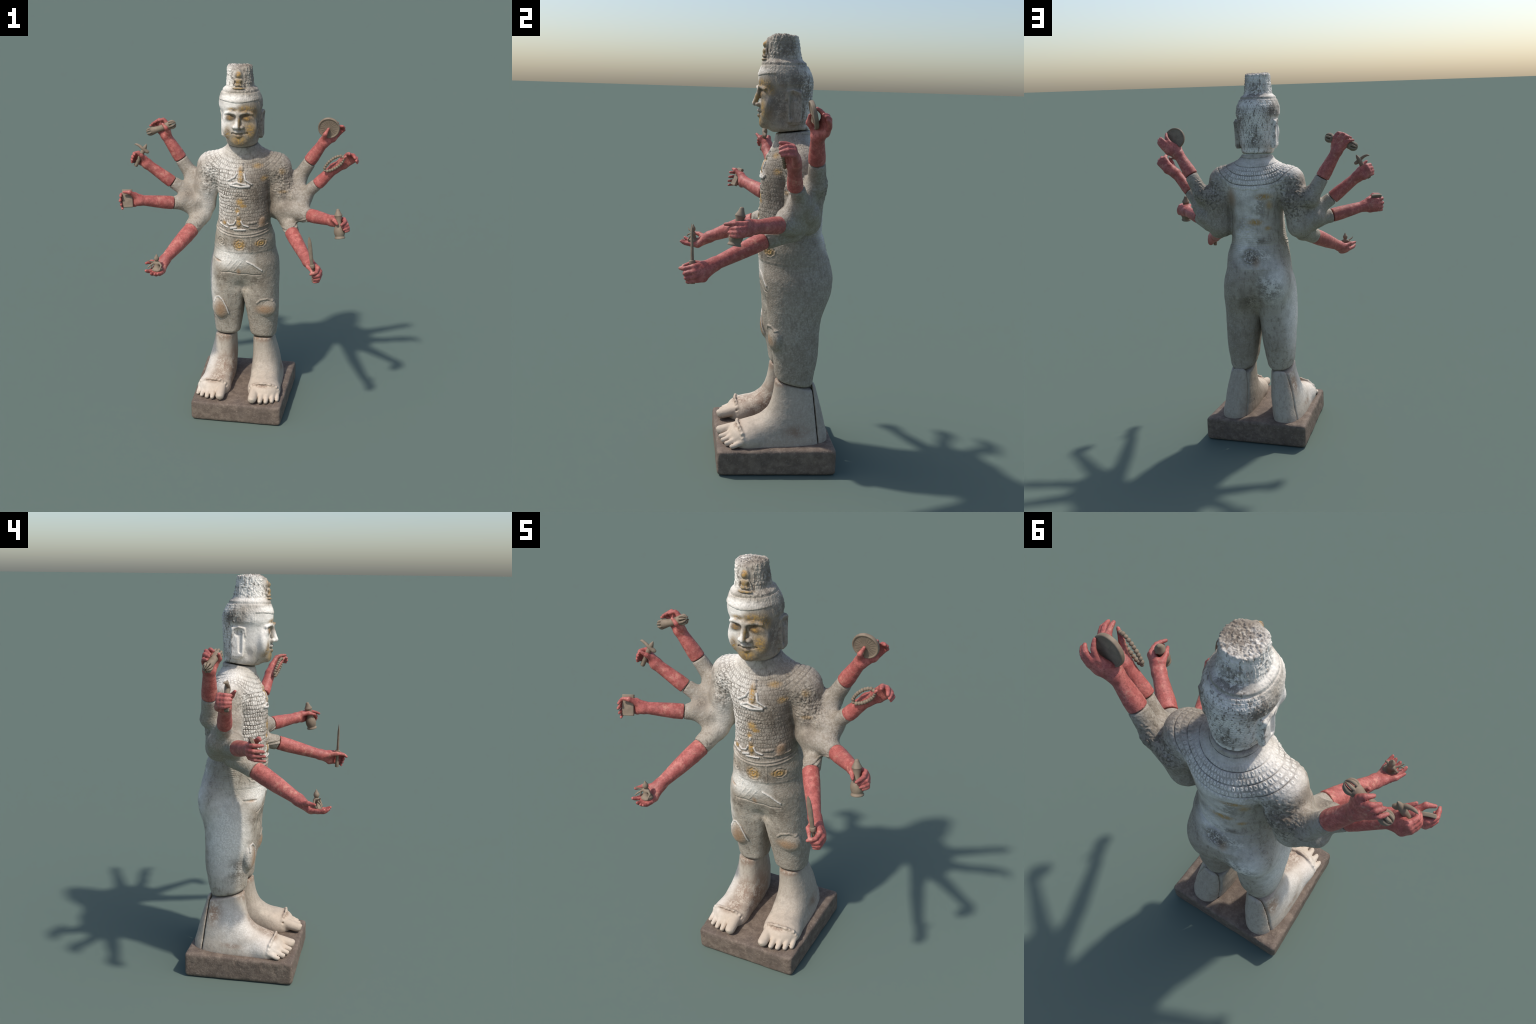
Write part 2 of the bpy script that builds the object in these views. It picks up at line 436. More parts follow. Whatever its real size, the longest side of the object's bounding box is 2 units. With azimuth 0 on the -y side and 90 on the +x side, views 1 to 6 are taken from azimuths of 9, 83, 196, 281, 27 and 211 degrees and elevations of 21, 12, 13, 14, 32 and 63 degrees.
        # leftover gilding on figures, belt and back; rust on the knees
        gold = patches([((.017, .0, 1.44), (.015, .05, .035)), ((.018, .0, 1.40), (.014, .05, .022)), ((.142, .03, 1.40), (.020, .06, .016)), ((.014, .0, 1.275), (.020, .04, .020)), ((.03, .0, 1.255), (.02, .04, .010)), ((.0, .0, 1.225), (.012, .04, .014)),
                        ((.007, .0, 1.160), (.013, .04, .030)), ((-.08, .01, 1.15), (.014, .04, .014)), ((.110, .03, 1.47), (.03, .05, .014)), ((.236, .06, 1.43), (.022, .05, .020)), ((.24, .05, 1.32), (.03, .05, .010)),
                        ((.008, .0, 1.028), (.030, .05, .030)), ((.122, .03, 1.035), (.028, .06, .016)), ((-.065, .30, 1.365), (.045, .05, .016)), ((-.085, .30, 1.32), (.018, .05, .03)), ((-.01, .30, 1.23), (.035, .05, .016)), ((-.075, .30, 1.197), (.016, .05, .012))], grain, .40, .6)
        c = n.mix(n.mul(gold, n.math('MULTIPLY_ADD', n.step(.40, .54, fine), .6, .3)), c, n.mix(n.step(.42, .56, grain), (.24, .13, .035), (.46, .26, .055)))
        rust = patches([((.131, .02, 1.155), (.018, .06, .028)), ((-.112, .04, .605), (.034, .05, .052)), ((.145, .05, .620), (.054, .05, .026)), ((-.015, .34, 1.025), (.022, .04, .03)), ((-.002, .0, .860), (.012, .05, .020)), ((-.125, .03, .916), (.02, .05, .007)), ((.12, .22, 1.36), (.03, .1, .05))], grain, .35, .7)
        c = n.mix(n.mul(rust, n.math('MULTIPLY_ADD', speck, .30, .55)), c, (.30, .165, .075))
        # white-worn ridges of the figures and knee rims
        def line(ax, az, bx, bz, r):
            dx, dz = bx - ax, bz - az; L = dx * dx + dz * dz
            px, pz = n.math('SUBTRACT', n.x, ax), n.math('SUBTRACT', n.z, az)
            t = n.math('MULTIPLY', n.add(n.mul(px, dx), n.mul(pz, dz)), 1 / L, clamp=True)
            qx, qz = n.math('MULTIPLY_ADD', t, -dx, px), n.math('MULTIPLY_ADD', t, -dz, pz)
            return n.step(r, r * .5, n.math('SQRT', n.add(n.mul(qx, qx), n.mul(qz, qz))))
        worn = [(pts, r) for i, (pts, r, hh) in enumerate(FIGURES) if i in (3, 4, 5, 6, 8, 10, 11, 12, 13, 16, 22, 27)]
        lines = n.any(*[line(*a, *b, r * 1.1) for pts, r in worn for a, b in zip(pts[:-1], pts[1:])])
        lines = n.mul(n.mul(lines, n.step(.13, .11, n.y)), n.step(.36, .48, grain))
        c = n.mix(n.mul(lines, .55), c, (.76, .72, .66))
        med = n.blob((.018, .345, 1.053), (.055, .06, .055), fine, .2, .3)
        c = n.mix(n.mul(n.mul(med, n.step(.40, .54, fine)), .8), c, (.105, .082, .062))
        n.bump(height, .6, .004)
    elif kind == "head":
        white = patches([((-.080, .03, 1.74), (.07, .09, .10)), ((-.04, -.01, 1.80), (.06, .05, .03)), ((-.02, .02, 1.835), (.08, .06, .02)), ((-.08, .14, 1.68), (.06, .08, .10)), ((.01, .24, 1.60), (.12, .06, .02)), ((-.01, .2, 1.84), (.10, .08, .03)), ((.01, .23, 1.72), (.12, .07, .11)), ((.0, .17, 1.93), (.07, .05, .07)), ((-.05, .08, 1.93), (.05, .08, .10)), ((.0, -.03, 1.70), (.016, .04, .035))], grain, .22, .6)
        c = n.mix(n.mul(white, n.math('MULTIPLY_ADD', speck, .20, .72)), c, WHITE)
        dirt = patches([((.105, .13, 1.80), (.05, .10, .035)), ((-.09, .16, 1.80), (.04, .07, .035)), ((.08, .19, 1.76), (.06, .06, .06)), ((.0, .225, 1.67), (.03, .04, .06)), ((.05, .03, 1.872), (.08, .07, .012)), ((.01, .09, 2.0), (.08, .07, .02)), ((.10, .07, 1.70), (.04, .06, .08)), ((-.105, .12, 1.735), (.03, .03, .02)), ((.05, .10, 1.93), (.06, .07, .05)), ((.0, .18, 1.90), (.07, .04, .05))], grain, .45, .7)
        c = n.mix(n.mul(n.mul(dirt, n.step(.42, .55, grain)), .9), c, (.125, .098, .075))
        gold = patches([((.013, -.02, 1.618), (.050, .05, .032)), ((.074, .0, 1.672), (.028, .05, .040)), ((-.046, .0, 1.652), (.018, .05, .038)), ((.05, -.02, 1.785), (.045, .05, .018)), ((-.015, -.02, 1.782), (.03, .05, .010)), ((.056, -.01, 1.738), (.026, .04, .016)), ((-.030, -.01, 1.738), (.020, .04, .016)),
                        ((.022, -.03, 1.715), (.007, .03, .028)), ((.013, .0, 1.915), (.022, .03, .020)), ((.013, .0, 1.952), (.016, .03, .016)), ((.015, .0, 1.886), (.034, .03, .005)), ((.085, .03, 1.76), (.02, .04, .04))], grain, .35, .6)
        c = n.mix(n.mul(gold, n.math('MULTIPLY_ADD', n.step(.40, .56, fine), .40, .55)), c, n.mix(n.step(.44, .56, grain), (.16, .098, .04), (.37, .22, .055)))
        dark = patches([((.056, -.012, 1.738), (.030, .03, .018)), ((-.030, -.012, 1.738), (.028, .03, .018)), ((.013, -.03, 1.676), (.018, .03, .006)), ((.013, -.02, 1.652), (.045, .04, .0025))], grain, .15, .5)
        c = n.mix(n.mul(dark, .75), c, (.115, .070, .035))
        rust = patches([((.013, .0, 1.960), (.014, .03, .010)), ((.058, -.012, 1.733), (.014, .02, .009)), ((-.030, -.012, 1.735), (.012, .02, .009))], grain, .3, .5)
        c = n.mix(n.mul(n.mul(rust, n.step(.42, .55, fine)), .8), c, (.44, .24, .06))
        u = n.mul(n.math('ARCTAN2', n.math('SUBTRACT', n.x, .012), n.math('SUBTRACT', n.y, .1)), 10.0); v = n.math('DIVIDE', n.z, .0125)
        row = n.math('FLOOR', v); uu = n.add(u, n.mul(row, .37)); col = n.math('FLOOR', uu)
        fu = n.math('SUBTRACT', n.math('FRACT', uu), .5); fv = n.math('SUBTRACT', n.math('FRACT', v), .5)
        r1 = n.math('FRACT', n.mul(n.math('SINE', n.add(n.mul(col, 1.7), n.mul(row, 2.9))), 13.7))
        hole = n.step(.30, .16, n.math('SQRT', n.add(n.mul(n.mul(fu, fu), n.math('MULTIPLY_ADD', r1, 1.2, .3)), n.mul(fv, fv))))
        hole = n.any(n.mul(hole, n.step(.25, .55, r1)), n.mul(n.step(.40, .48, n.math('ABSOLUTE', fv)), .6))
        hole = n.mul(n.mul(n.mul(hole, n.step(.12, .17, n.y)), n.mul(n.step(1.60, 1.62, n.z), n.step(1.85, 1.82, n.z))), n.step(.40, .52, grain))
        c = n.mix(n.mul(hole, .8), c, (.12, .095, .07))
        flakes = n.mul(n.step(.52, .64, streak), n.any(n.step(1.88, 1.90, n.z), n.step(.12, .17, n.y)))
        c = n.mix(n.mul(flakes, .75), c, (.15, .12, .09))
        n.bump(height, .45, .003)
    else:
        cream = n.mul(n.step(.10, -.12, n.math('MULTIPLY_ADD', n.math('SUBTRACT', mid, .5), .25, n.y)), n.step(.34, .2, n.z))
        c = n.mix(.40, c, (.47, .40, .32))
        c = n.mix(n.mul(cream, .6), c, (.60, .48, .365))
        white = patches([((-.19, .12, .27), (.05, .12, .12)), ((-.2, .0, .17), (.06, .10, .05))], grain, .3, .7)
        c = n.mix(n.mul(white, n.math('MULTIPLY_ADD', speck, .35, .45)), c, (.74, .69, .62))
        brown = patches([((-.10, .02, .26), (.05, .09, .06)), ((-.10, .07, .41), (.08, .07, .03)), ((-.05, .08, .22), (.03, .14, .12)), ((-.21, .13, .17), (.025, .05, .015)), ((.22, .18, .19), (.03, .06, .03)), ((-.19, .24, .33), (.05, .05, .07)), ((-.11, -.04, .22), (.05, .04, .03)), ((-.08, -.16, .13), (.05, .05, .016)), ((.10, -.17, .13), (.04, .04, .014)), ((-.15, -.09, .21), (.09, .02, .012)), ((.16, -.09, .205), (.09, .02, .012)), ((.12, .10, .41), (.09, .08, .02))], grain, .5, .7)
        c = n.mix(n.mul(n.mul(brown, n.step(.42, .54, grain)), .9), c, (.235, .150, .10))
        n.bump(height, .35, .003)
    return n.done(c, .66, .4)

def paint_material():
    n = Nodes("worn_red_paint")
    big = n.noise(10, 4, .65); mid = n.noise(42, 5, .68); fine = n.noise(150, 4, .65)
    grain = n.add(n.mul(mid, .5), n.mul(fine, .5))
    c = n.mix(n.step(.40, .60, mid), (.36, .088, .074), (.48, .145, .12))
    c = n.mix(n.mul(n.step(.50, .62, big), .55), c, (.27, .075, .064))
    c = n.mix(n.mul(n.step(.52, .62, fine), .65), c, (.22, .062, .05))
    worn = n.mul(n.step(.52, .62, n.noise(13, 5, .7)), n.step(.48, .58, grain))
    c = n.mix(n.mul(worn, .4), c, (.64, .36, .25))
    n.bump(n.add(mid, n.mul(fine, .6)), .4, .002)
    return n.done(c, .55, .4)

def clay_material():
    n = Nodes("brown_clay")
    mid = n.noise(30, 3); fine = n.noise(150, 2)
    c = n.mix(n.step(.35, .65, mid), (.185, .140, .098), (.24, .185, .13))
    n.bump(fine, .15, .001)
    return n.done(c, .7)

def plinth_material():
    n = Nodes("dark_plinth_stone")
    big = n.noise(7, 3, .6); mid = n.noise(30, 5, .7); fine = n.noise(110, 4, .65)
    c = n.mix(n.step(.38, .66, mid), (.125, .092, .070), (.20, .152, .115))
    c = n.mix(n.mul(n.step(.50, .64, big), .45), c, (.10, .075, .06))
    c = n.mix(n.mul(n.step(.58, .66, fine), .4), c, (.32, .26, .20))
    n.bump(n.add(mid, fine), .5, .004)
    return n.done(c, .75)

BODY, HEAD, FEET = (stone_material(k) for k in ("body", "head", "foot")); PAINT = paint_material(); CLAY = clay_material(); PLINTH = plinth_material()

# ------------------------------------------------------------------ the thing
ROOT = bpy.data.objects.new("statue", None); COLL.objects.link(ROOT)
ROOT["label"] = "eight-armed weathered stone deity statue with red painted forearms"
ROOT["category"] = "statue"

# ---------------------------------------------------------------- plinth
def build_plinth():
    F = Field((-.31, -.23, -.03), (.34, .41, .17), .008)
    c = V(.012, .09, .06)
    def f(X, Y, Z):
        t = np.clip((Y + .183) / .543, 0, 1)
        xl = -.254 - .017 * t; xr = .268 + .031 * t
        d = smax(smax(xl - X, X - xr, .01), smax(-.187 - Y, Y - .368, .01), .016)
        return smax(d, smax(-Z, Z - (.119 + .009 * t), .01), .016)
    F.add((f, (-.28, -.2, 0), (.31, .38, .13)), .005)
    def carve(P, N):
        side = 1 - sstep(.5, .9, np.abs(N[:, 2]))
        chips = np.minimum(fbm(P, 30, 3, 5) + .25, 0) * .006 * side
        return np.where(P[:, 2] < .004, 0, .0016 * fbm(P, 14, 4, 3) + chips)
    p, q = shape(F, 1, 1, carve)
    p[:, 2] = np.maximum(p[:, 2], 0)
    part("plinth", p, q, PLINTH)

# ---------------------------------------------------------------- feet
LEG_CUT = lambda Y, off: .4435 + off - .25 * Y

def build_foot(mirror):
    F = Field((.02, -.22, .09), (.29, .38, .45), .005)
    F.add(loft([(.100, .070, .238, -.105, .343), (.120, .062, .246, -.112, .349), (.150, .058, .243, -.112, .348), (.185, .056, .234, -.098, .340),
                (.213, .055, .227, -.040, .333), (.238, .055, .221, .014, .326), (.276, .056, .212, .055, .316), (.340, .057, .196, .078, .298),
                (.400, .058, .184, .085, .281), (.430, .060, .182, .088, .270)], 2.55, .012), .01)
    # ball of the foot and toes
    F.add(ell((.155, -.04, .15), (.098, .085, .065)), .03)
    toes = [((.105, -.075, .168), (.101, -.157, .150), .030, .027), ((.148, -.08, .172), (.146, -.160, .139), .021, .0155),
            ((.180, -.078, .168), (.179, -.153, .136), .020, .0150), ((.210, -.07, .162), (.212, -.138, .134), .019, .0145),
            ((.234, -.06, .152), (.240, -.117, .131), .017, .0130)]
    for a, b, ra, rb in toes:
        F.add(seg(a, b, ra, rb), .006)
        F.add(ell((b[0], b[1] - rb * .55, b[2] + rb * .35), (rb * .7, rb * .6, rb * .5)), .006)
    # beaded anklet band across the toes
    band = [(.070, -.070, .150), (.084, -.078, .188), (.112, -.086, .210), (.150, -.089, .219), (.195, -.082, .211), (.230, -.070, .190), (.249, -.062, .155)]
    chain(F, band, [.005, .007, .008, .008, .008, .007, .005], .010)
    for t in np.linspace(.5, 5.5, 10):
        i = int(t); u = t - i; a, b = V(*band[i]), V(*band[i + 1]); p = a + u * (b - a)
        F.add(ell(p + V(0, -.003 + .003 * math.sin(t * 9), .001), (.0105, .0100, .0085)), .004)
        F.add(ell(p + V(.002, -.008, .007), (.0045, .0045, .004)), .003, '-')
    F.v += .002
    F.clip(lambda X, Y, Z: .116 - Z, .006)
    H = F.copy()
    off = .008 if mirror else 0
    F.clip(lambda X, Y, Z: Z - (LEG_CUT(Y, off) - .004), .010)
    F.clip(lambda X, Y, Z: Y - (.263 + .11 * (.39 - Z) - .0016), .006)
    H.clip(lambda X, Y, Z: Z - .401, .018)
    H.clip(lambda X, Y, Z: (.263 + .11 * (.39 - Z) + .0016) - Y, .006)
    foot = None
    for name, G in (("foot", F), ("heel", H)):
        p, q = shape(G, 1, 1, lambda P, N: .0010 * fbm(P, 40, 3, 2))
        if mirror:
            p[:, 0] = .012 - p[:, 0]; p[:, 1] += .010 * sstep(.0, -.1, p[:, 1]); q = q[:, ::-1]
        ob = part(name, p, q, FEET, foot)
        foot = foot or ob

# ---------------------------------------------------------------- body
ARM = {  # side: sleeve edge centre, wrist, inner anchor, sleeve radius
    'R1': ((-.357, .205, 1.458), (-.430, .186, 1.587), (-.295, .220, 1.350), .0360),
    'R2': ((-.391, .127, 1.340), (-.518, .094, 1.446), (-.290, .160, 1.262), .0345),
    'R3': ((-.378, .072, 1.236), (-.533, -.022, 1.272), (-.270, .140, 1.215), .0368),
    'R4': ((-.258, .010, 1.109), (-.354, -.204, 1.010), (-.225, .120, 1.160), .0425),
    'L1': ((.371, .199, 1.468), (.443, .184, 1.575), (.312, .215, 1.365), .0360),
    'L2': ((.424, .104, 1.366), (.510, .084, 1.461), (.335, .150, 1.275), .0330),
    'L3': ((.395, .048, 1.206), (.515, -.063, 1.219), (.305, .130, 1.194), .0370),
    'L4': ((.298, -.002, 1.122), (.406, -.216, 1.044), (.255, .130, 1.158), .0375)}

def build_body():
    F = Field((-.47, -.06, .36), (.50, .40, 1.64), .0045)
    torso = [(.700, -.080, .110, .130, .225), (.750, -.130, .156, .085, .268), (.800, -.176, .200, .046, .308), (.860, -.183, .204, .022, .330), (.920, -.173, .196, .012, .338), (.970, -.165, .189, .008, .336),
             (1.030, -.155, .185, .006, .320), (1.075, -.147, .172, .004, .310), (1.110, -.140, .164, .002, .301), (1.170, -.131, .160, .003, .300),
             (1.250, -.126, .155, .005, .299), (1.330, -.133, .163, .006, .304), (1.390, -.150, .174, .011, .304), (1.440, -.150, .175, .026, .296),
             (1.490, -.124, .150, .050, .276), (1.530, -.086, .106, .066, .251), (1.560, -.072, .090, .067, .233), (1.620, -.070, .088, .067, .228)]
    F.add(loft(torso, 2.15, .05, 2.08), .02)
    legR = [(.350, -.158, -.034, .096, .255), (.390, -.165, -.026, .090, .266), (.430, -.172, -.019, .084, .276), (.500, -.180, -.007, .073, .290), (.550, -.183, .001, .062, .298),
            (.600, -.186, .007, .052, .300), (.650, -.190, .012, .044, .300), (.700, -.193, .017, .040, .300), (.760, -.193, .023, .035, .306), (.840, -.183, .029, .026, .318), (.900, -.170, .030, .030, .318), (.960, -.140, .030, .050, .300)]
    legL = [(.350, .058, .192, .098, .258), (.390, .050, .196, .090, .270), (.430, .043, .199, .086, .274), (.500, .033, .206, .079, .287), (.550, .027, .209, .070, .292),
            (.600, .018, .211, .058, .293), (.650, .011, .213, .050, .294), (.700, .006, .212, .045, .299), (.760, .003, .212, .042, .314), (.840, .001, .204, .036, .336), (.900, .004, .196, .034, .338), (.960, .010, .170, .055, .318)]
    L = F.copy(); L.v[:] = 9
    L.add(loft(legR, 2.05, .02, 2.05), .004); L.add(loft(legL, 2.0, .02, 2.2), .004)
    L.add(seg((-.030, .098, .72), (-.052, .124, .46), .038, .034), .02); L.add(seg((.048, .100, .71), (.082, .128, .46), .038, .036), .02)
    L.add(seg((.016, .345, .80), (.020, .312, .42), .034, .040), .03, '-')
    L.clip(lambda X, Y, Z: LEG_CUT(Y, np.where(X < .02, .008, 0)) - Z, .022)
    F.v = smin(F.v, L.v, .030)
    # buttocks
    F.add(ell((-.096, .247, .900), (.088, .082, .115)), .035)
    F.add(ell((.076, .257, .890), (.090, .084, .135)), .035)
    # shoulders, upper arms and the eight stumps
    # a hanging upper arm in front, a rear mass behind it from which the extra arms branch
    for s, T, front, A, E in ((-1, (-.030, .150, 1.490), [(-.170, .165, 1.432), (-.200, .152, 1.320), (-.218, .142, 1.205)], (-.205, .194, 1.340), (-.226, .190, 1.202)),
                              (1, (.050, .155, 1.495), [(.192, .172, 1.434), (.218, .160, 1.320), (.230, .144, 1.205)], (.224, .198, 1.340), (.210, .192, 1.196))):
        F.add(seg(T, front[0], .070, .076), .045)
        F.add(seg(front[0], A, .074, .072), .03)
        F.add(seg(A, E, .074, .066), .02)
        F.add(seg(E, (s * .315, .182, 1.245), .062, .050), .02)
        F.add(seg(front[0], front[1], .074, .067), .02)
        F.add(seg(front[1], front[2], .067, .059), .02)
        for key in ARM:
            if (key[0] == 'R') != (s < 0): continue
            sl, wr, an, r = (V(*t) if not np.isscalar(t) else t for t in ARM[key])
            ax = (sl - wr) / np.linalg.norm(sl - wr)
            start = V(*{'1': A, '2': A, '3': E, '4': front[2]}[key[1]])
            F.add(seg(start, an, .060, r * 1.22), .018)
            F.add(seg(an, sl - ax * .05, r * 1.20, r * .97), .018)
    # webs that fill the fan between neighbouring stumps
    for a, b, r in (((.262, .095, 1.215), (.335, .082, 1.218), .047), ((.300, .125, 1.285), (.350, .125, 1.275), .040), ((-.262, .105, 1.235), (-.315, .098, 1.248), .044), ((.300, .205, 1.365), (.335, .160, 1.300), .036), ((.350, .145, 1.285), (.330, .105, 1.215), .038), ((.292, .105, 1.190), (.258, .105, 1.175), .036),
                    ((-.285, .205, 1.370), (-.310, .165, 1.295), .036), ((-.318, .155, 1.280), (-.300, .115, 1.220), .038), ((-.275, .105, 1.205), (-.238, .095, 1.160), .040)):
        F.add(seg(a, b, r, r), .030)
    # cut every stump flat where the painted forearm starts
    for key, (sl, wr, an, r) in ARM.items():
        sl = V(*sl); ax = V(*wr) - sl; ax /= np.linalg.norm(ax)
        F.add(rbox(sl + ax * .045, V(r * 1.6, r * 1.6, .045), .002, frame(ax, (0, 1, .2))), .006, '-')
    # neck joint plane
    F.clip(lambda X, Y, Z: Z - (1.564 + .12 * (Y - .065)), .006)
    F.v += .0015
    # knees
    F.add(ell((-.112, .071, .622), (.055, .034, .078)), .003)
    F.add(ell((.141, .086, .628), (.066, .037, .066)), .003)
    p, q = shape(F, 1, 2, carve_body)
    c = p[q].mean(1)
    xr = np.interp(c[:, 2], [1.0, 1.13, 1.27, 1.55], [-.190, -.166, -.136, -.160])
    xl = np.interp(c[:, 2], [1.0, 1.13, 1.27, 1.55], [.222, .186, .156, .185])
    lab = np.zeros(len(q), int)
    lab[(c[:, 2] > .975) & (c[:, 2] < belt_top(c))] = 1
    lab[(c[:, 2] > 1.02) & (c[:, 0] < xr)] = 2
    lab[(c[:, 2] > 1.02) & (c[:, 0] > xl)] = 3
    lab[(c[:, 2] > 1.535) & (np.abs(c[:, 0] - .01) < .11)] = 4
    lab[c[:, 2] < .975] = 7
    lab[(c[:, 2] < .715) & (c[:, 0] < .009)] = 5
    lab[(c[:, 2] < .715) & (c[:, 0] >= .009)] = 6
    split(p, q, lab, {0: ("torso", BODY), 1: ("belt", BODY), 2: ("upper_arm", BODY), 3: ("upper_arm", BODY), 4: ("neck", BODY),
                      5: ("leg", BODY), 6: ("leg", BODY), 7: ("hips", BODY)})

# carved relief: glyph cells in rows round the trunk, rings of cells round the neck
def glyph_uv(x, y, z, back):
    j = 1.0
    if back:
        j = .3
        rho = np.sqrt((x - .012) ** 2 + (y - .15) ** 2 + (z - 1.60) ** 2)
        u, v = np.arctan2(x - .012, y - .15) * 11.0, rho / .0230
    else:
        u, v = np.arctan2(x - .012, .15 - y) * 10.5, z / .0195
    return (u + j * (.16 * np.sin(57 * x + 91 * z) + .12 * np.sin(143 * x - 77 * z + 60 * y)), v + j * (.10 * np.sin(71 * x - 63 * z) + .07 * np.sin(131 * z + 97 * x)))

def cell_random(i, j):
    t = np.sin(i * 1.7 + j * 2.9) * 13.7
    return t - np.floor(t)

def glyph(u, v):
    """one carved sign per cell: a ring, horseshoe or lump, chosen cell by cell"""
    row = np.floor(v); uu = u + .37 * row; col = np.floor(uu)
    fu, fv = uu - col - .5, v - row - .5
    r1, r2 = cell_random(col, row), cell_random(col + 5, row + 3)
    e = np.sqrt((fu * (.85 + .5 * r1)) ** 2 + (fv * (1.15 - .3 * r1)) ** 2)
    ring = np.exp(-((e - .17 - .13 * r2) / .10) ** 2)
    gap = sstep(-.05, .2, fu * np.cos(6.3 * r1) + fv * np.sin(6.3 * r1))
    return ring * (1 - .85 * gap * (r2 < .6)) * (.6 + .6 * r1) - (.25 + .5 * r2) * sstep(.36, .47, np.abs(fv)) - (.2 + .5 * r1) * sstep(.38, .49, np.abs(fu))

def belt_top(P):
    return 1.078 + .8 * (P[:, 0] - .02) ** 2 * (P[:, 1] < .16) + .022 * sstep(.12, .25, P[:, 1])

def stroke(x, z, pts, r):
    """rounded ridge along a line drawn on the front, 0..1"""
    d = np.full(len(x), 9.0)
    for (ax, az), (bx, bz) in zip(pts[:-1], pts[1:]):
        L = (bx - ax) ** 2 + (bz - az) ** 2 + 1e-12
        t = np.clip(((x - ax) * (bx - ax) + (z - az) * (bz - az)) / L, 0, 1)
        d = np.minimum(d, np.hypot(x - ax - t * (bx - ax), z - az - t * (bz - az)))
    return np.sqrt(np.clip(1 - (d / r) ** 2, 0, 1))

CRACKS = [([(-.105, .852), (-.050, .856), (.000, .846), (.040, .850), (.080, .842), (.126, .846)], .0045, .004), ([(-.150, .918), (-.106, .914)], .006, .004)]

def carve_body(P, N):
    x, y, z = P.T
    front = sstep(.35, -.1, N[:, 1]) * (y < .17)
    rear = sstep(-.35, .1, N[:, 1])
    trunk = sstep(-.150, -.125, x) * sstep(.175, .150, x)
    # rows of glyphs, deepest on the right breast and down the middle
    wf = sstep(1.085, 1.12, z) * sstep(1.47, 1.44, z) * front * trunk * sstep(.15, .09, y) * (.35 + .65 * np.maximum(sstep(.10, .0, x) * sstep(1.14, 1.24, z), 0))
    u, v = glyph_uv(x, y, z, False); h = 0.0034 * wf * glyph(u, v) * (.7 + .6 * vnoise(P, 40, 61))
    wb = np.maximum(sstep(1.37, 1.40, z) * rear, sstep(1.43, 1.46, z)) * sstep(.27, .22, np.sqrt((x - .012) ** 2 + (y - .15) ** 2 + (z - 1.60) ** 2)) * (1 - .6 * sstep(1.52, 1.55, z))
    u, v = glyph_uv(x, y, z, True); h = h + 0.0020 * wb * glyph(u, v)
    rho = np.sqrt((x - .012) ** 2 + (y - .15) ** 2 + (z - 1.60) ** 2)
    h = h + .0030 * sstep(.250, .246, rho + .003 * np.sin(14 * np.arctan2(x, y - .15))) * sstep(1.52, 1.45, z) * rear
    ring = np.abs((rho / .046) % 1 - .5)
    h = h - .0022 * sstep(.46, .495, ring) * sstep(.265, .25, rho) * rear
    # scaly, flaking crust on shoulders and upper arms
    crust = np.zeros(len(P))
    for c, r in (((-.175, .06, 1.40), (.06, .08, .10)), ((-.21, .25, 1.36), (.10, .06, .12)), ((.26, .25, 1.38), (.10, .06, .10)), ((-.14, .28, 1.42), (.07, .05, .06)), ((.24, .08, 1.38), (.09, .09, .10)), ((.05, .31, 1.2), (.1, .05, .08))):
        d = np.sqrt(sum(((P[:, i] - c[i]) / r[i]) ** 2 for i in range(3)))
        crust = np.maximum(crust, sstep(1.25, .6, d))
    ridged = np.abs(vnoise(P, 75, 11)) + .5 * np.abs(vnoise(P, 150, 12))
    h = h + crust * .0052 * (ridged - .5)
    # back: hollow weathered patch, horizontal cloth creases at the waist
    hollow = sstep(1.2, .5, np.sqrt(((x + .045) / .075) ** 2 + ((z - 1.29) / .10) ** 2)) * rear
    h = h - hollow * (.004 + .004 * fbm(P, 26, 3, 31))
    crease = sstep(.985, 1.02, z) * sstep(1.20, 1.13, z) * rear * sstep(-.18, -.15, x) * sstep(.20, .17, x)
    h = h + crease * .0014 * np.sin(z * 620 + 5 * fbm(P * V(1, 1, .6), 16, 2, 8)) * (.5 + fbm(P, 22, 2, 9))
    # belt
    bt = belt_top(P)
    belt = sstep(.976, .982, z) * sstep(bt, bt - .004, z)
    h = h + belt * .002
    fr = front * sstep(-.16, -.14, x)
    for off in (.003, .017):
        h = h + .0035 * np.sqrt(np.clip(1 - ((z - bt - off + .004) / .005) ** 2, 0, 1)) * fr
    h = h + belt * fr * .0022 * np.maximum(np.exp(-((x + .055) / .003) ** 2), np.exp(-((x - .074) / .003) ** 2))
    for cx, cz, R, n in ((.008, 1.028, .036, 9), (-.098, 1.034, .030, 7), (.124, 1.036, .030, 8)):
        r = np.hypot(x - cx, z - cz); a = np.arctan2(z - cz, x - cx)
        disc = sstep(R * 1.05, R * .95, r)
        h = h + belt * fr * disc * .0017 * (np.cos(r / R * 14 + .5 * np.cos(n * a)) + .3 * np.cos(n * a))
    h = h + belt * fr * .0008 * np.sin(z * 900) * sstep(.990, .985, z)
    r = np.hypot(x - .018, z - 1.053); a = np.arctan2(z - 1.053, x - .018)
    h = h + rear * sstep(.052, .048, r) * .0018 * (np.cos(r * 330) + .6 * np.cos(8 * a) * sstep(.02, .035, r))
    # figures and cracks
    f = np.zeros(len(P))
    sel = np.nonzero((front > .05))[0]
    for pts, r, hh in FIGURES:
        f[sel] = np.maximum(f[sel], 1.5 * hh * stroke(x[sel], z[sel], pts, r))
    on = sstep(0, .0012, f)
    h = h * (1 - on) + f * front
    for pts, r, hh in CRACKS:
        h[sel] -= hh * stroke(x[sel], z[sel], pts, r) * front[sel]
    return h + .0012 * fbm(P, 30, 3, 1) + .0005 * fbm(P, 120, 2, 2)

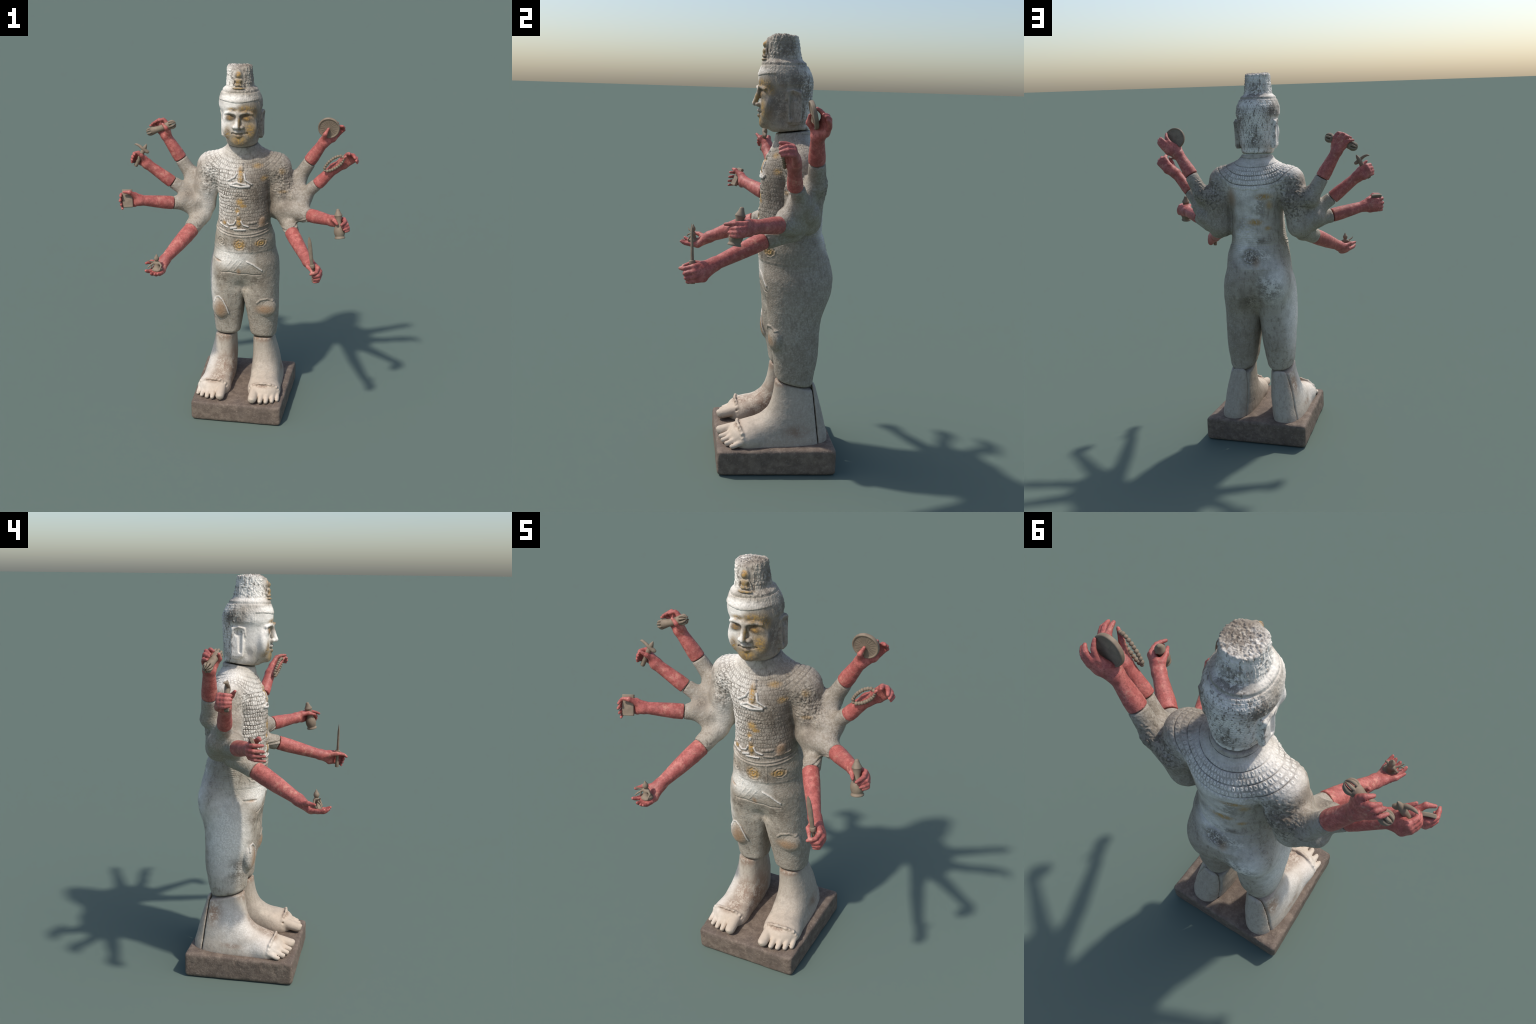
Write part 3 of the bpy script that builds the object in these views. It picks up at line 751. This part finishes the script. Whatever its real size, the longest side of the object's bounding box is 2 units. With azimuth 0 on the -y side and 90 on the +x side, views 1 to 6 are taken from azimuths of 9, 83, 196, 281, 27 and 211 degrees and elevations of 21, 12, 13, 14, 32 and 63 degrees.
# ---------------------------------------------------------------- head
def build_head():
    F = Field((-.15, -.08, 1.54), (.18, .26, 2.02), .0035)
    F.add(loft([(1.545, -.058, .078, .062, .215), (1.566, -.060, .081, .052, .217), (1.585, -.072, .096, .026, .222), (1.610, -.078, .103, .010, .224), (1.650, -.087, .111, .002, .224), (1.700, -.091, .115, .000, .226),
                (1.750, -.096, .119, -.004, .229), (1.790, -.104, .123, -.017, .2305), (1.820, -.103, .120, -.016, .224), (1.845, -.095, .111, -.008, .212), (1.868, -.084, .100, .000, .198), (1.885, -.076, .090, .008, .188)], 2.0, .01, 2.25), .01)
    # brim and tall crown
    F.add(loft([(1.860, -.076, .092, .002, .192), (1.866, -.084, .100, -.004, .198), (1.873, -.085, .101, -.004, .199), (1.880, -.076, .092, .004, .192)], 2.15, .004), .004)
    F.add(loft([(1.860, -.072, .085, .006, .188), (1.880, -.068, .082, .009, .184), (1.900, -.064, .079, .014, .176), (1.950, -.061, .075, .020, .166), (1.985, -.060, .072, .026, .160), (2.004, -.056, .068, .032, .157)], 2.3, .014), .008)
    F.clip(lambda X, Y, Z: Z - (1.9955 - .35 * np.maximum(.055 - Y, 0) - .09 * np.maximum(Y - .11, 0)), .008)
    # seated figure on the crown front
    for c, r in (((.013, .022, 1.950), (.021, .014, .024)), ((.013, .026, 1.970), (.014, .012, .015)), ((.012, .010, 1.950), (.013, .012, .015)), ((.013, .009, 1.921), (.017, .012, .016)),
                 ((.013, .008, 1.902), (.025, .013, .010)), ((.015, .006, 1.886), (.040, .014, .006))):
        F.add(ell(c, r), .004)
    for s in (-1, 1):
        F.add(seg((.013 + s * .016, .012, 1.931), (.013 + s * .026, .012, 1.908), .006, .006), .003)
        F.add(ell((.013 + s * .0175, .006, 1.913), (.0045, .010, .009)), .002, '-')
    # brow, eyes, nose, mouth, chin
    cx = .013
    for s in (-1, 1):
        F.add(ell((cx + s * .043, -.013, 1.737), (.031, .017, .0165)), .010, '-')
        F.add(ell((cx + s * .043, .003, 1.735), (.023, .0115, .0130)), .003)
        chain(F, [(cx + s * .022, -.004, 1.735), (cx + s * .043, -.0085, 1.7475), (cx + s * .066, .003, 1.737)], [.0018, .0022, .0018], .002)
        chain(F, [(cx + s * .010, -.014, 1.756), (cx + s * .040, -.015, 1.766), (cx + s * .072, .004, 1.757)], [.0075, .0075, .005], .008)
        F.add(ell((cx + s * .056, .018, 1.685), (.040, .020, .050)), .03)
        F.add(ell((cx + s * .020, -.015, 1.689), (.014, .015, .011)), .006)
        F.add(ell((cx + s * .009, -.030, 1.679), (.005, .006, .004)), .003, '-')
    chain(F, [(cx, -.010, 1.762), (cx - .001, -.018, 1.728), (cx - .002, -.031, 1.694)], [.011, .011, .0132], .010)
    F.add(ell((cx, .009, 1.650), (.050, .015, .030)), .02)
    chain(F, [(cx - .048, .009, 1.662), (cx - .013, -.011, 1.663), (cx, -.010, 1.661), (cx + .013, -.011, 1.663), (cx + .047, .006, 1.661)], [.0035, .0085, .0075, .0085, .0035], .002)
    chain(F, [(cx - .036, .002, 1.646), (cx, -.009, 1.641), (cx + .036, .001, 1.646)], [.005, .0100, .005], .002)
    for a, b in (((cx - .054, .006, 1.657), (cx, -.019, 1.6515)), ((cx, -.019, 1.6515), (cx + .052, .002, 1.657))):
        F.add(seg(a, b, .0028, .0032), .003, '-')
    F.add(ell((cx, .013, 1.606), (.034, .020, .024)), .02)
    # long ears
    ex = .012
    for s in (-1, 1):
        e = lambda d, y, z: (ex + s * (d - .003), y, z)
        F.add(rbox(e(.106, .136, 1.685), (.012, .033, .072), .008), .004)
        F.add(rbox(e(.101, .146, 1.640), (.012, .023, .036), .006), .004)
        chain(F, [e(.108, .098, 1.715), e(.113, .102, 1.748), e(.118, .128, 1.756), e(.117, .158, 1.744), e(.112, .167, 1.690), e(.106, .166, 1.640), e(.104, .158, 1.611), e(.103, .126, 1.610), e(.106, .112, 1.650), e(.108, .104, 1.690)],
              [.005, .006, .006, .006, .005, .005, .006, .005, .004, .004], .004)
        F.add(ell(e(.124, .130, 1.727), (.016, .020, .020)), .004, '-')
        F.add(seg(e(.121, .124, 1.71), e(.115, .122, 1.640), .010, .006), .004, '-')
        F.add(ell(e(.106, .085, 1.622), (.018, .020, .032)), .010, '-')
        F.add(seg(e(.114, .186, 1.745), e(.104, .184, 1.600), .012, .013), .008, '-')
    F.v += .001
    F.clip(lambda X, Y, Z: (1.569 + .12 * (Y - .065)) - Z, .008)
    p, q = shape(F, 1, 1, carve_head)
    c = p[q].mean(1)
    lab = np.zeros(len(q), int)
    ear = (c[:, 1] > .088) & (c[:, 1] < .178) & (c[:, 2] < 1.766)
    lab[(c[:, 0] - ex < -.1005) & ear] = 1
    lab[(c[:, 0] - ex > .1005) & ear] = 2
    lab[c[:, 2] > 1.858] = 3
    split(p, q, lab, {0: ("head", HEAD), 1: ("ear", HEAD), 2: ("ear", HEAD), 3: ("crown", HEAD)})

def carve_head(P, N):
    x, y, z = P.T
    # hair stands proud of the face along a squared hairline
    line = 1.817 - .004 * np.cos((x - .012) * 34)
    hair = np.maximum(sstep(-.003, .003, z - line), sstep(.046, .054, y - .25 * np.maximum(1.79 - z, 0)) * sstep(1.765, 1.785, z))
    hair = np.maximum(hair, sstep(.172, .182, y))
    back = sstep(.10, .17, y)
    h = .0028 * hair * (z < 1.86) - .0014 * np.exp(-((z - line) / .0022) ** 2) * sstep(.06, .045, y)
    # crown: wrinkled crust; hair: rows of tight curls fading into flakes
    rough = np.abs(vnoise(P * V(1.3, 1.3, .8), 85, 21)) + .6 * np.abs(vnoise(P, 170, 22))
    crown = sstep(1.885, 1.90, z)
    fig = sstep(.034, .022, np.abs(x - .013)) * sstep(.05, .03, y)
    h = h + .0042 * (rough - .55) * crown * (1 - fig) * (1 + .8 * sstep(1.985, 1.997, z))
    u = np.arctan2(x - .012, y - .1) * 10; v = z / .0125 + .04 * np.sin(3 * u)
    h = h + (.0013 * glyph(u, v) * sstep(1.60, 1.62, z) + .0016 * (rough - .5)) * back * hair * (1 - crown) * (z < 1.858)
    h = h + .0018 * (rough - .5) * hair * (1 - back) * (1 - crown)
    h = h - .0015 * np.exp(-((z - 1.6045) / .0018) ** 2) * back
    return h + .0007 * fbm(P, 50, 3, 1)

# ---------------------------------------------------------------- forearms and hands
HAND = {
 # wrist comes from ARM; fingers: knuckle, (middle points), tip ; thumb first
 'R1': dict(palm=[(-.418, .176, 1.628), (-.434, .186, 1.632), (-.452, .190, 1.626), (-.468, .190, 1.615)],
            thumb=[(-.412, .165, 1.612), (-.417, .143, 1.640), (-.436, .141, 1.663)],
            fingers=[[(-.424, .182, 1.660), (-.440, .178, 1.681), (-.460, .160, 1.677)], [(-.446, .192, 1.658), (-.466, .190, 1.676), (-.486, .168, 1.666)],
                     [(-.466, .196, 1.648), (-.484, .192, 1.664), (-.502, .168, 1.657)], [(-.482, .196, 1.633), (-.500, .192, 1.645), (-.516, .174, 1.645)]]),
 'R2': dict(palm=[(-.540, .092, 1.483), (-.548, .106, 1.475), (-.556, .112, 1.463), (-.562, .112, 1.450)],
            thumb=[(-.530, .080, 1.480), (-.540, .058, 1.502), (-.562, .041, 1.523)],
            fingers=[[(-.570, .106, 1.505), (-.586, .076, 1.508), (-.578, .054, 1.507)], [(-.578, .108, 1.490), (-.594, .074, 1.492), (-.587, .052, 1.492)],
                     [(-.584, .106, 1.474), (-.599, .074, 1.477), (-.592, .052, 1.477)], [(-.586, .102, 1.460), (-.600, .076, 1.462), (-.595, .056, 1.464)]]),
 'R3': dict(palm=[(-.566, -.032, 1.303), (-.572, -.026, 1.285), (-.572, -.026, 1.268), (-.568, -.032, 1.252)],
            thumb=[(-.556, -.040, 1.303), (-.580, -.066, 1.328), (-.609, -.078, 1.331)],
            fingers=[[(-.610, -.030, 1.305), (-.630, -.054, 1.310), (-.623, -.091, 1.310)], [(-.612, -.026, 1.286), (-.632, -.052, 1.287), (-.627, -.095, 1.285)],
                     [(-.610, -.028, 1.268), (-.629, -.054, 1.266), (-.620, -.099, 1.264)], [(-.604, -.034, 1.252), (-.626, -.060, 1.248), (-.614, -.099, 1.243)]]),
 'R4': dict(palm=[(-.394, -.262, .978), (-.382, -.270, .970), (-.368, -.272, .966), (-.356, -.268, .966)],
            thumb=[(-.386, -.236, 1.000), (-.416, -.262, 1.010), (-.437, -.294, 1.013)],
            fingers=[[(-.404, -.296, .975), (-.420, -.318, .978), (-.427, -.335, .988)], [(-.386, -.304, .968), (-.394, -.330, .969), (-.396, -.347, .979)],
                     [(-.369, -.306, .965), (-.373, -.334, .968), (-.375, -.352, .978)], [(-.353, -.304, .967), (-.354, -.334, .971), (-.358, -.356, .982)]]),
 'L1': dict(palm=[(.462, .188, 1.620), (.476, .200, 1.612), (.488, .206, 1.604), (.496, .206, 1.594)],
            thumb=[(.448, .168, 1.605), (.456, .142, 1.632), (.473, .144, 1.662)],
            fingers=[[(.494, .196, 1.648), (.510, .188, 1.672), (.519, .164, 1.690)], [(.508, .208, 1.642), (.530, .205, 1.662), (.546, .186, 1.668)],
                     [(.516, .214, 1.630), (.538, .212, 1.650), (.553, .194, 1.660)], [(.520, .214, 1.616), (.540, .212, 1.634), (.555, .200, 1.646)]]),
 'L2': dict(palm=[(.548, .080, 1.506), (.556, .082, 1.497), (.562, .084, 1.488), (.566, .084, 1.478)],
            thumb=[(.534, .058, 1.490), (.552, .036, 1.520), (.574, .018, 1.545)],
            fingers=[[(.582, .062, 1.545), (.590, .036, 1.556), (.593, .013, 1.559)], [(.600, .064, 1.540), (.614, .036, 1.548), (.622, .010, 1.540)],
                     [(.612, .066, 1.527), (.628, .040, 1.534), (.630, .010, 1.526)], [(.616, .066, 1.513), (.634, .044, 1.518), (.634, .016, 1.514)]]),
 'L3': dict(palm=[(.545, -.092, 1.240), (.552, -.088, 1.226), (.556, -.088, 1.214), (.558, -.092, 1.204)],
            thumb=[(.526, -.098, 1.242), (.534, -.136, 1.246), (.551, -.169, 1.237)],
            fingers=[[(.582, -.110, 1.243), (.590, -.150, 1.246), (.573, -.189, 1.240)], [(.590, -.110, 1.228), (.600, -.146, 1.228), (.578, -.174, 1.223)],
                     [(.594, -.114, 1.214), (.606, -.146, 1.213), (.586, -.174, 1.210)], [(.594, -.120, 1.201), (.608, -.146, 1.199), (.594, -.168, 1.198)]]),
 'L4': dict(palm=[(.442, -.270, 1.046), (.456, -.272, 1.030), (.462, -.270, 1.012), (.460, -.266, .994)],
            thumb=[(.416, -.262, 1.042), (.418, -.308, 1.050), (.438, -.348, 1.042)],
            fingers=[[(.468, -.306, 1.044), (.464, -.342, 1.036), (.436, -.362, 1.031)], [(.478, -.304, 1.026), (.474, -.340, 1.018), (.448, -.346, 1.012)],
                     [(.479, -.298, 1.007), (.476, -.336, .999), (.450, -.340, .995)], [(.474, -.290, .990), (.472, -.328, .982), (.452, -.334, .978)]])}

def build_forearm(key):
    sl, wr, an, r = ARM[key]; sl, wr = V(*sl), V(*wr); h = HAND[key]
    ax = wr - sl; ax /= np.linalg.norm(ax)
    allp = np.array([sl, wr] + h['palm'] + h['thumb'] + [p for f in h['fingers'] for p in f])
    F = Field(allp.min(0) - .06, allp.max(0) + .06, .0036)
    rw = .0270
    mid = sl + (wr - sl) * .55
    chain(F, [sl - ax * .05, sl + (wr - sl) * .25, mid, wr], [r * 1.02, r * 1.0, r * .90, rw * 1.02], .001)
    fr = [.0106, .0108, .0104, .0094]
    for i, (pm, f) in enumerate(zip(h['palm'], h['fingers'])):
        pm = V(*pm)
        F.add(seg(wr + (pm - wr) * .1, pm, rw * .78, .0145), .016)
        F.add(seg(pm, f[0], .0145, fr[i] * 1.25), .010)
    for i, f in enumerate(h['fingers']):
        pts = np.array(f, float); t = np.arange(len(pts)); tt = np.linspace(0, len(pts) - 1, 5)
        pts = np.stack([cubic(t, pts[:, a], tt) for a in range(3)], 1)
        chain(F, list(pts), np.linspace(fr[i] * 1.12, fr[i] * .70, 5), .003)
    t = h['thumb']
    F.add(seg(wr, t[0], rw * .7, .0150), .014)
    chain(F, t, [.0145, .0108, .0072], .006)
    F.clip(lambda X, Y, Z: -((X - sl[0]) * ax[0] + (Y - sl[1]) * ax[1] + (Z - sl[2]) * ax[2]) + .0012, .004)
    p, q = shape(F, 1, 1, lambda P, N: .0004 * fbm(P, 45, 3, 4) + .0003 * fbm(P, 220, 2, 9))
    c = p[q].mean(1)
    lab = ((c - sl) @ ax > np.linalg.norm(wr - sl)).astype(int)
    obs = split(p, q, lab, {0: ("forearm", PAINT), 1: ("hand", PAINT)})
    obs[1].parent = obs[0]

# ---------------------------------------------------------------- things held
def put(name, pos, q, o, M, mat=CLAY, parent=None):
    return part(name, np.asarray(pos) @ np.asarray(M) + np.asarray(o), q, mat, parent)

def build_vajra():
    a, b = V(-.537, .173, 1.605), V(-.367, .158, 1.665); L = np.linalg.norm(b - a); M = frame(b - a, (0, 1, 0))
    c0, c1 = .032, L - .032
    prof = [(.0005, c0 + .001), (.014, c0), (.0195, c0 + .001), (.0215, c0 + .006), (.0205, c0 + .012), (.018, c0 + .03), (.0168, L * .5 - .01), (.0168, L * .5 + .01), (.019, c1 - .028), (.0215, c1 - .010), (.0225, c1 - .003), (.0195, c1 - .001), (.014, c1), (.0005, c1 - .001)]
    body = put("vajra", *lathe(fine_profile(prof, 4), 40), a, M)
    me = None
    for end, s, base, tip, rb in ((0, -1, c0 + .004, 0.0, .0165), (1, 1, c1 - .004, L, .018)):
        for i in range(8):
            th = i / 8 * 2 * np.pi + .3
            d = V(math.cos(th), math.sin(th), 0); D = tip - base
            path = [d * rb + V(0, 0, base), d * rb * 1.12 + V(0, 0, base + D * .35), d * rb * .9 + V(0, 0, base + D * .72), d * rb * .25 + V(0, 0, tip)]
            put("vajra_prong", *tube(path, [.0052, .0060, .0048, .0010], 10, 5), a, M, CLAY, body)

def build_goad():
    tip, bot = V(-.514, .085, 1.563), V(-.582, .072, 1.438); d = tip - bot; L = np.linalg.norm(d); M = frame(d, (1, 0, 0))
    prof = [(.0004, 0), (.009, .0005), (.0108, .004), (.0112, .03), (.0118, L * .55), (.0120, L * .66), (.0122, L * .72), (.0118, L * .78), (.0085, L * .89), (.0035, L * .97), (.0004, L)]
    sh = put("elephant_goad", *lathe(fine_profile(prof, 4), 28), bot, M)
    hook = [(-.507, .082, 1.516), (-.516, .081, 1.521), (-.536, .076, 1.538), (-.556, .078, 1.553), (-.573, .082, 1.559), (-.586, .085, 1.556)]
    p, q = tube(hook, [.0075, .0105, .0088, .0072, .0056, .0006], 16, 6)
    cap = lathe(fine_profile([(.0004, -.0035), (.005, -.003), (.0075, 0)], 4), 16)
    dd = V(*hook[1]) - V(*hook[0])
    part("goad_hook", *join((p, q), (cap[0] @ frame(dd, (0, 1, 0)) + V(*hook[0]), cap[1])), CLAY, sh)

def build_book():
    c1, c2, c3, c4 = V(-.626, -.055, 1.338), V(-.575, -.029, 1.337), V(-.562, -.075, 1.249), V(-.615, -.088, 1.247)
    c = (c1 + c2 + c3 + c4) / 4
    z = (c1 + c2 - c3 - c4) / 2; x = (c2 + c3 - c1 - c4) / 2
    M = frame(z, x); hx, hz = np.linalg.norm(x) / 2, np.linalg.norm(z) / 2
    F = Field((-.06, -.03, -.07), (.06, .03, .07), .002)
    F.add(rbox((0, 0, 0), (hx, .0075, hz), .0015), .002)
    p, q = shape(F, 0, 0)
    p[:, 1] += .002 * (p[:, 0] / hx) ** 2 - .001
    p = p + V(0, .0075, 0)
    put("palm_leaf_book", p, q, c, M)

def build_figurine():
    # small seated idol: lap, waist, chest, head with pointed crown and four arms
    o = V(-.378, -.293, .974)
    F = Field((-.06, -.06, -.02), (.06, .06, .11), .0022)
    F.add(ell((0, 0, .008), (.030, .028, .013)), .004)
    F.add(seg((0, 0, .012), (0, 0, .040), .021, .0115), .006)
    F.add(ell((0, 0, .044), (.019, .013, .012)), .006)
    F.add(ell((0, -.001, .068), (.0135, .0135, .014)), .005)
    F.add(seg((0, 0, .076), (0, 0, .093), .0105, .0025), .004)
    for s in (-1, 1):
        chain(F, [(s * .016, 0, .047), (s * .030, -.004, .036), (s * .027, -.018, .014)], [.0055, .0045, .0035], .003)
    chain(F, [(-.014, -.004, .046), (-.026, -.030, .058), (-.030, -.036, .066)], [.005, .0038, .0025], .003)
    chain(F, [(-.012, -.010, .044), (-.022, -.032, .036), (-.030, -.042, .026)], [.005, .004, .0032], .003)
    p, q = shape(F, 1, 1)
    put("seated_idol", p, q, o, frame((0, 0, 1), (.94, -.34, 0)))

def build_wheel():
    c = V(.4735, .160, 1.6635); R = .058
    nrm = np.cross(V(.529, .158, 1.665) - V(.417, .164, 1.662), V(.467, .148, 1.718) - V(.484, .174, 1.607))
    M = frame(nrm, (1, 0, 0))
    prof = [(.0004, .0062), (.008, .0062), (.030, .0062), (.046, .0062), (.049, .0064), (.0515, .0084), (.0545, .0088), (.0575, .0066), (.0585, .002)]
    prof = prof + [(r, -z) for r, z in prof[::-1]]
    p, q = lathe(fine_profile(prof, 5), 288)
    r = np.hypot(p[:, 0], p[:, 1]); th = np.arctan2(p[:, 1], p[:, 0])
    groove = np.exp(-((np.abs((th / (2 * np.pi) * 20) % 1 - .5) / .14) ** 2)) * sstep(.003, .010, r) * (1 - sstep(.044, .050, r))
    p[:, 2] -= np.sign(p[:, 2]) * .0006 * groove
    put("wheel_disc", p, q[:, ::-1], c, M)

def build_rosary():
    lo, hi = V(.466, .052, 1.459), V(.560, .026, 1.541)
    ctr = (lo + hi) / 2; u = (hi - lo) / 2; L = np.linalg.norm(u)
    w = V(.0165, -.001, -.0175)
    s = bpy.data.objects.new("rosary", None)
    p, q = lathe(fine_profile([(.0003, -.0062), (.0035, -.0052), (.0060, -.0018), (.0062, 0), (.0060, .0018), (.0035, .0052), (.0003, .0062)], 3), 20)
    me = raw_mesh("bead", p, q); me.materials.append(CLAY)
    cord, first = [], None
    n = 20
    dense = np.linspace(0, 2 * np.pi, 721); pts = ctr + np.cos(dense)[:, None] * u + np.sin(dense)[:, None] * w * (1 + .10 * np.cos(dense))[:, None]
    arc = np.concatenate([[0], np.cumsum(np.linalg.norm(np.diff(pts, axis=0), axis=1))])
    cordm = None
    ring = [tuple(pts[int(k)]) for k in np.linspace(0, 720, 33)]
    cordo = part("rosary", *tube(ring, [.0018] * 33, 8, 2), CLAY)
    for i in range(n):
        a = arc[-1] * i / n; pos = [np.interp(a, arc, pts[:, k]) for k in range(3)]
        ob = bpy.data.objects.new("bead", me); COLL.objects.link(ob); ob.location = pos
        ob.rotation_euler = (i * 1.3, i * .7, i * 2.1); k = 1.33 + .06 * math.sin(i * 2.4); ob.scale = (k, k, k); ob.parent = cordo

def build_flask():
    top, bot = V(.549, -.122, 1.305), V(.567, -.152, 1.154); d = top - bot; L = np.linalg.norm(d); M = frame(d, (1, 0, 0))
    prof = [(.0004, .003), (.020, .001), (.0265, 0), (.0275, .004), (.0245, .010), (.0238, .013), (.0275, .024), (.0290, .036), (.0270, .050), (.0195, .066), (.0150, .080), (.0145, .090), (.0160, .102), (.0195, .116), (.0215, .1205), (.0205, .124), (.0150, .134), (.0105, .145), (.0085, .152), (.0050, .1555), (.0004, .1565)]
    prof = [(r, z * L / .1565) for r, z in prof]
    put("flask", *lathe(fine_profile(prof, 4), 48), bot, M)

def build_sword():
    tip, pom = V(.420, -.316, 1.215), V(.449, -.310, .968); d = tip - pom; L = np.linalg.norm(d); M = frame(d, (1, .25, 0))
    hz = .098
    prof = [(.0004, 0), (.0095, .0005), (.0105, .004), (.0100, .02), (.0085, .045), (.0085, .070), (.0125, .080), (.0135, .088), (.0125, .0965), (.0080, hz), (.0004, hz + .001)]
    hilt = put("sword", *lathe(fine_profile(prof, 4), 28), pom, M)
    n = 24; bl = L - hz
    t = np.linspace(0, 1, 25)
    w = cubic([0, .25, .6, .8, .93, 1], [.0085, .0098, .0105, .0092, .0055, .0003], t); th = cubic([0, .7, 1], [.0066, .0052, .0004], t)
    a = np.arange(n) / n * 2 * np.pi
    pos = np.stack([w[:, None] * np.cos(a), th[:, None] * np.sin(a), np.repeat((hz - .004 + t * (bl + .004))[:, None], n, 1)], -1).reshape(-1, 3)
    i, j = np.meshgrid(np.arange(24), np.arange(n), indexing='ij'); j2 = (j + 1) % n
    q = np.stack([i * n + j, i * n + j2, (i + 1) * n + j2, (i + 1) * n + j], -1).reshape(-1, 4)
    put("sword_blade", pos, q, pom, M, CLAY, hilt)

import time
T0 = time.time()
build_plinth()
for m in (False, True): build_foot(m)
build_body(); print("body", time.time() - T0)
build_head()
for key in ARM: build_forearm(key)
build_vajra(); build_goad(); build_book(); build_figurine(); build_wheel(); build_rosary(); build_flask(); build_sword()
print("done", time.time() - T0)
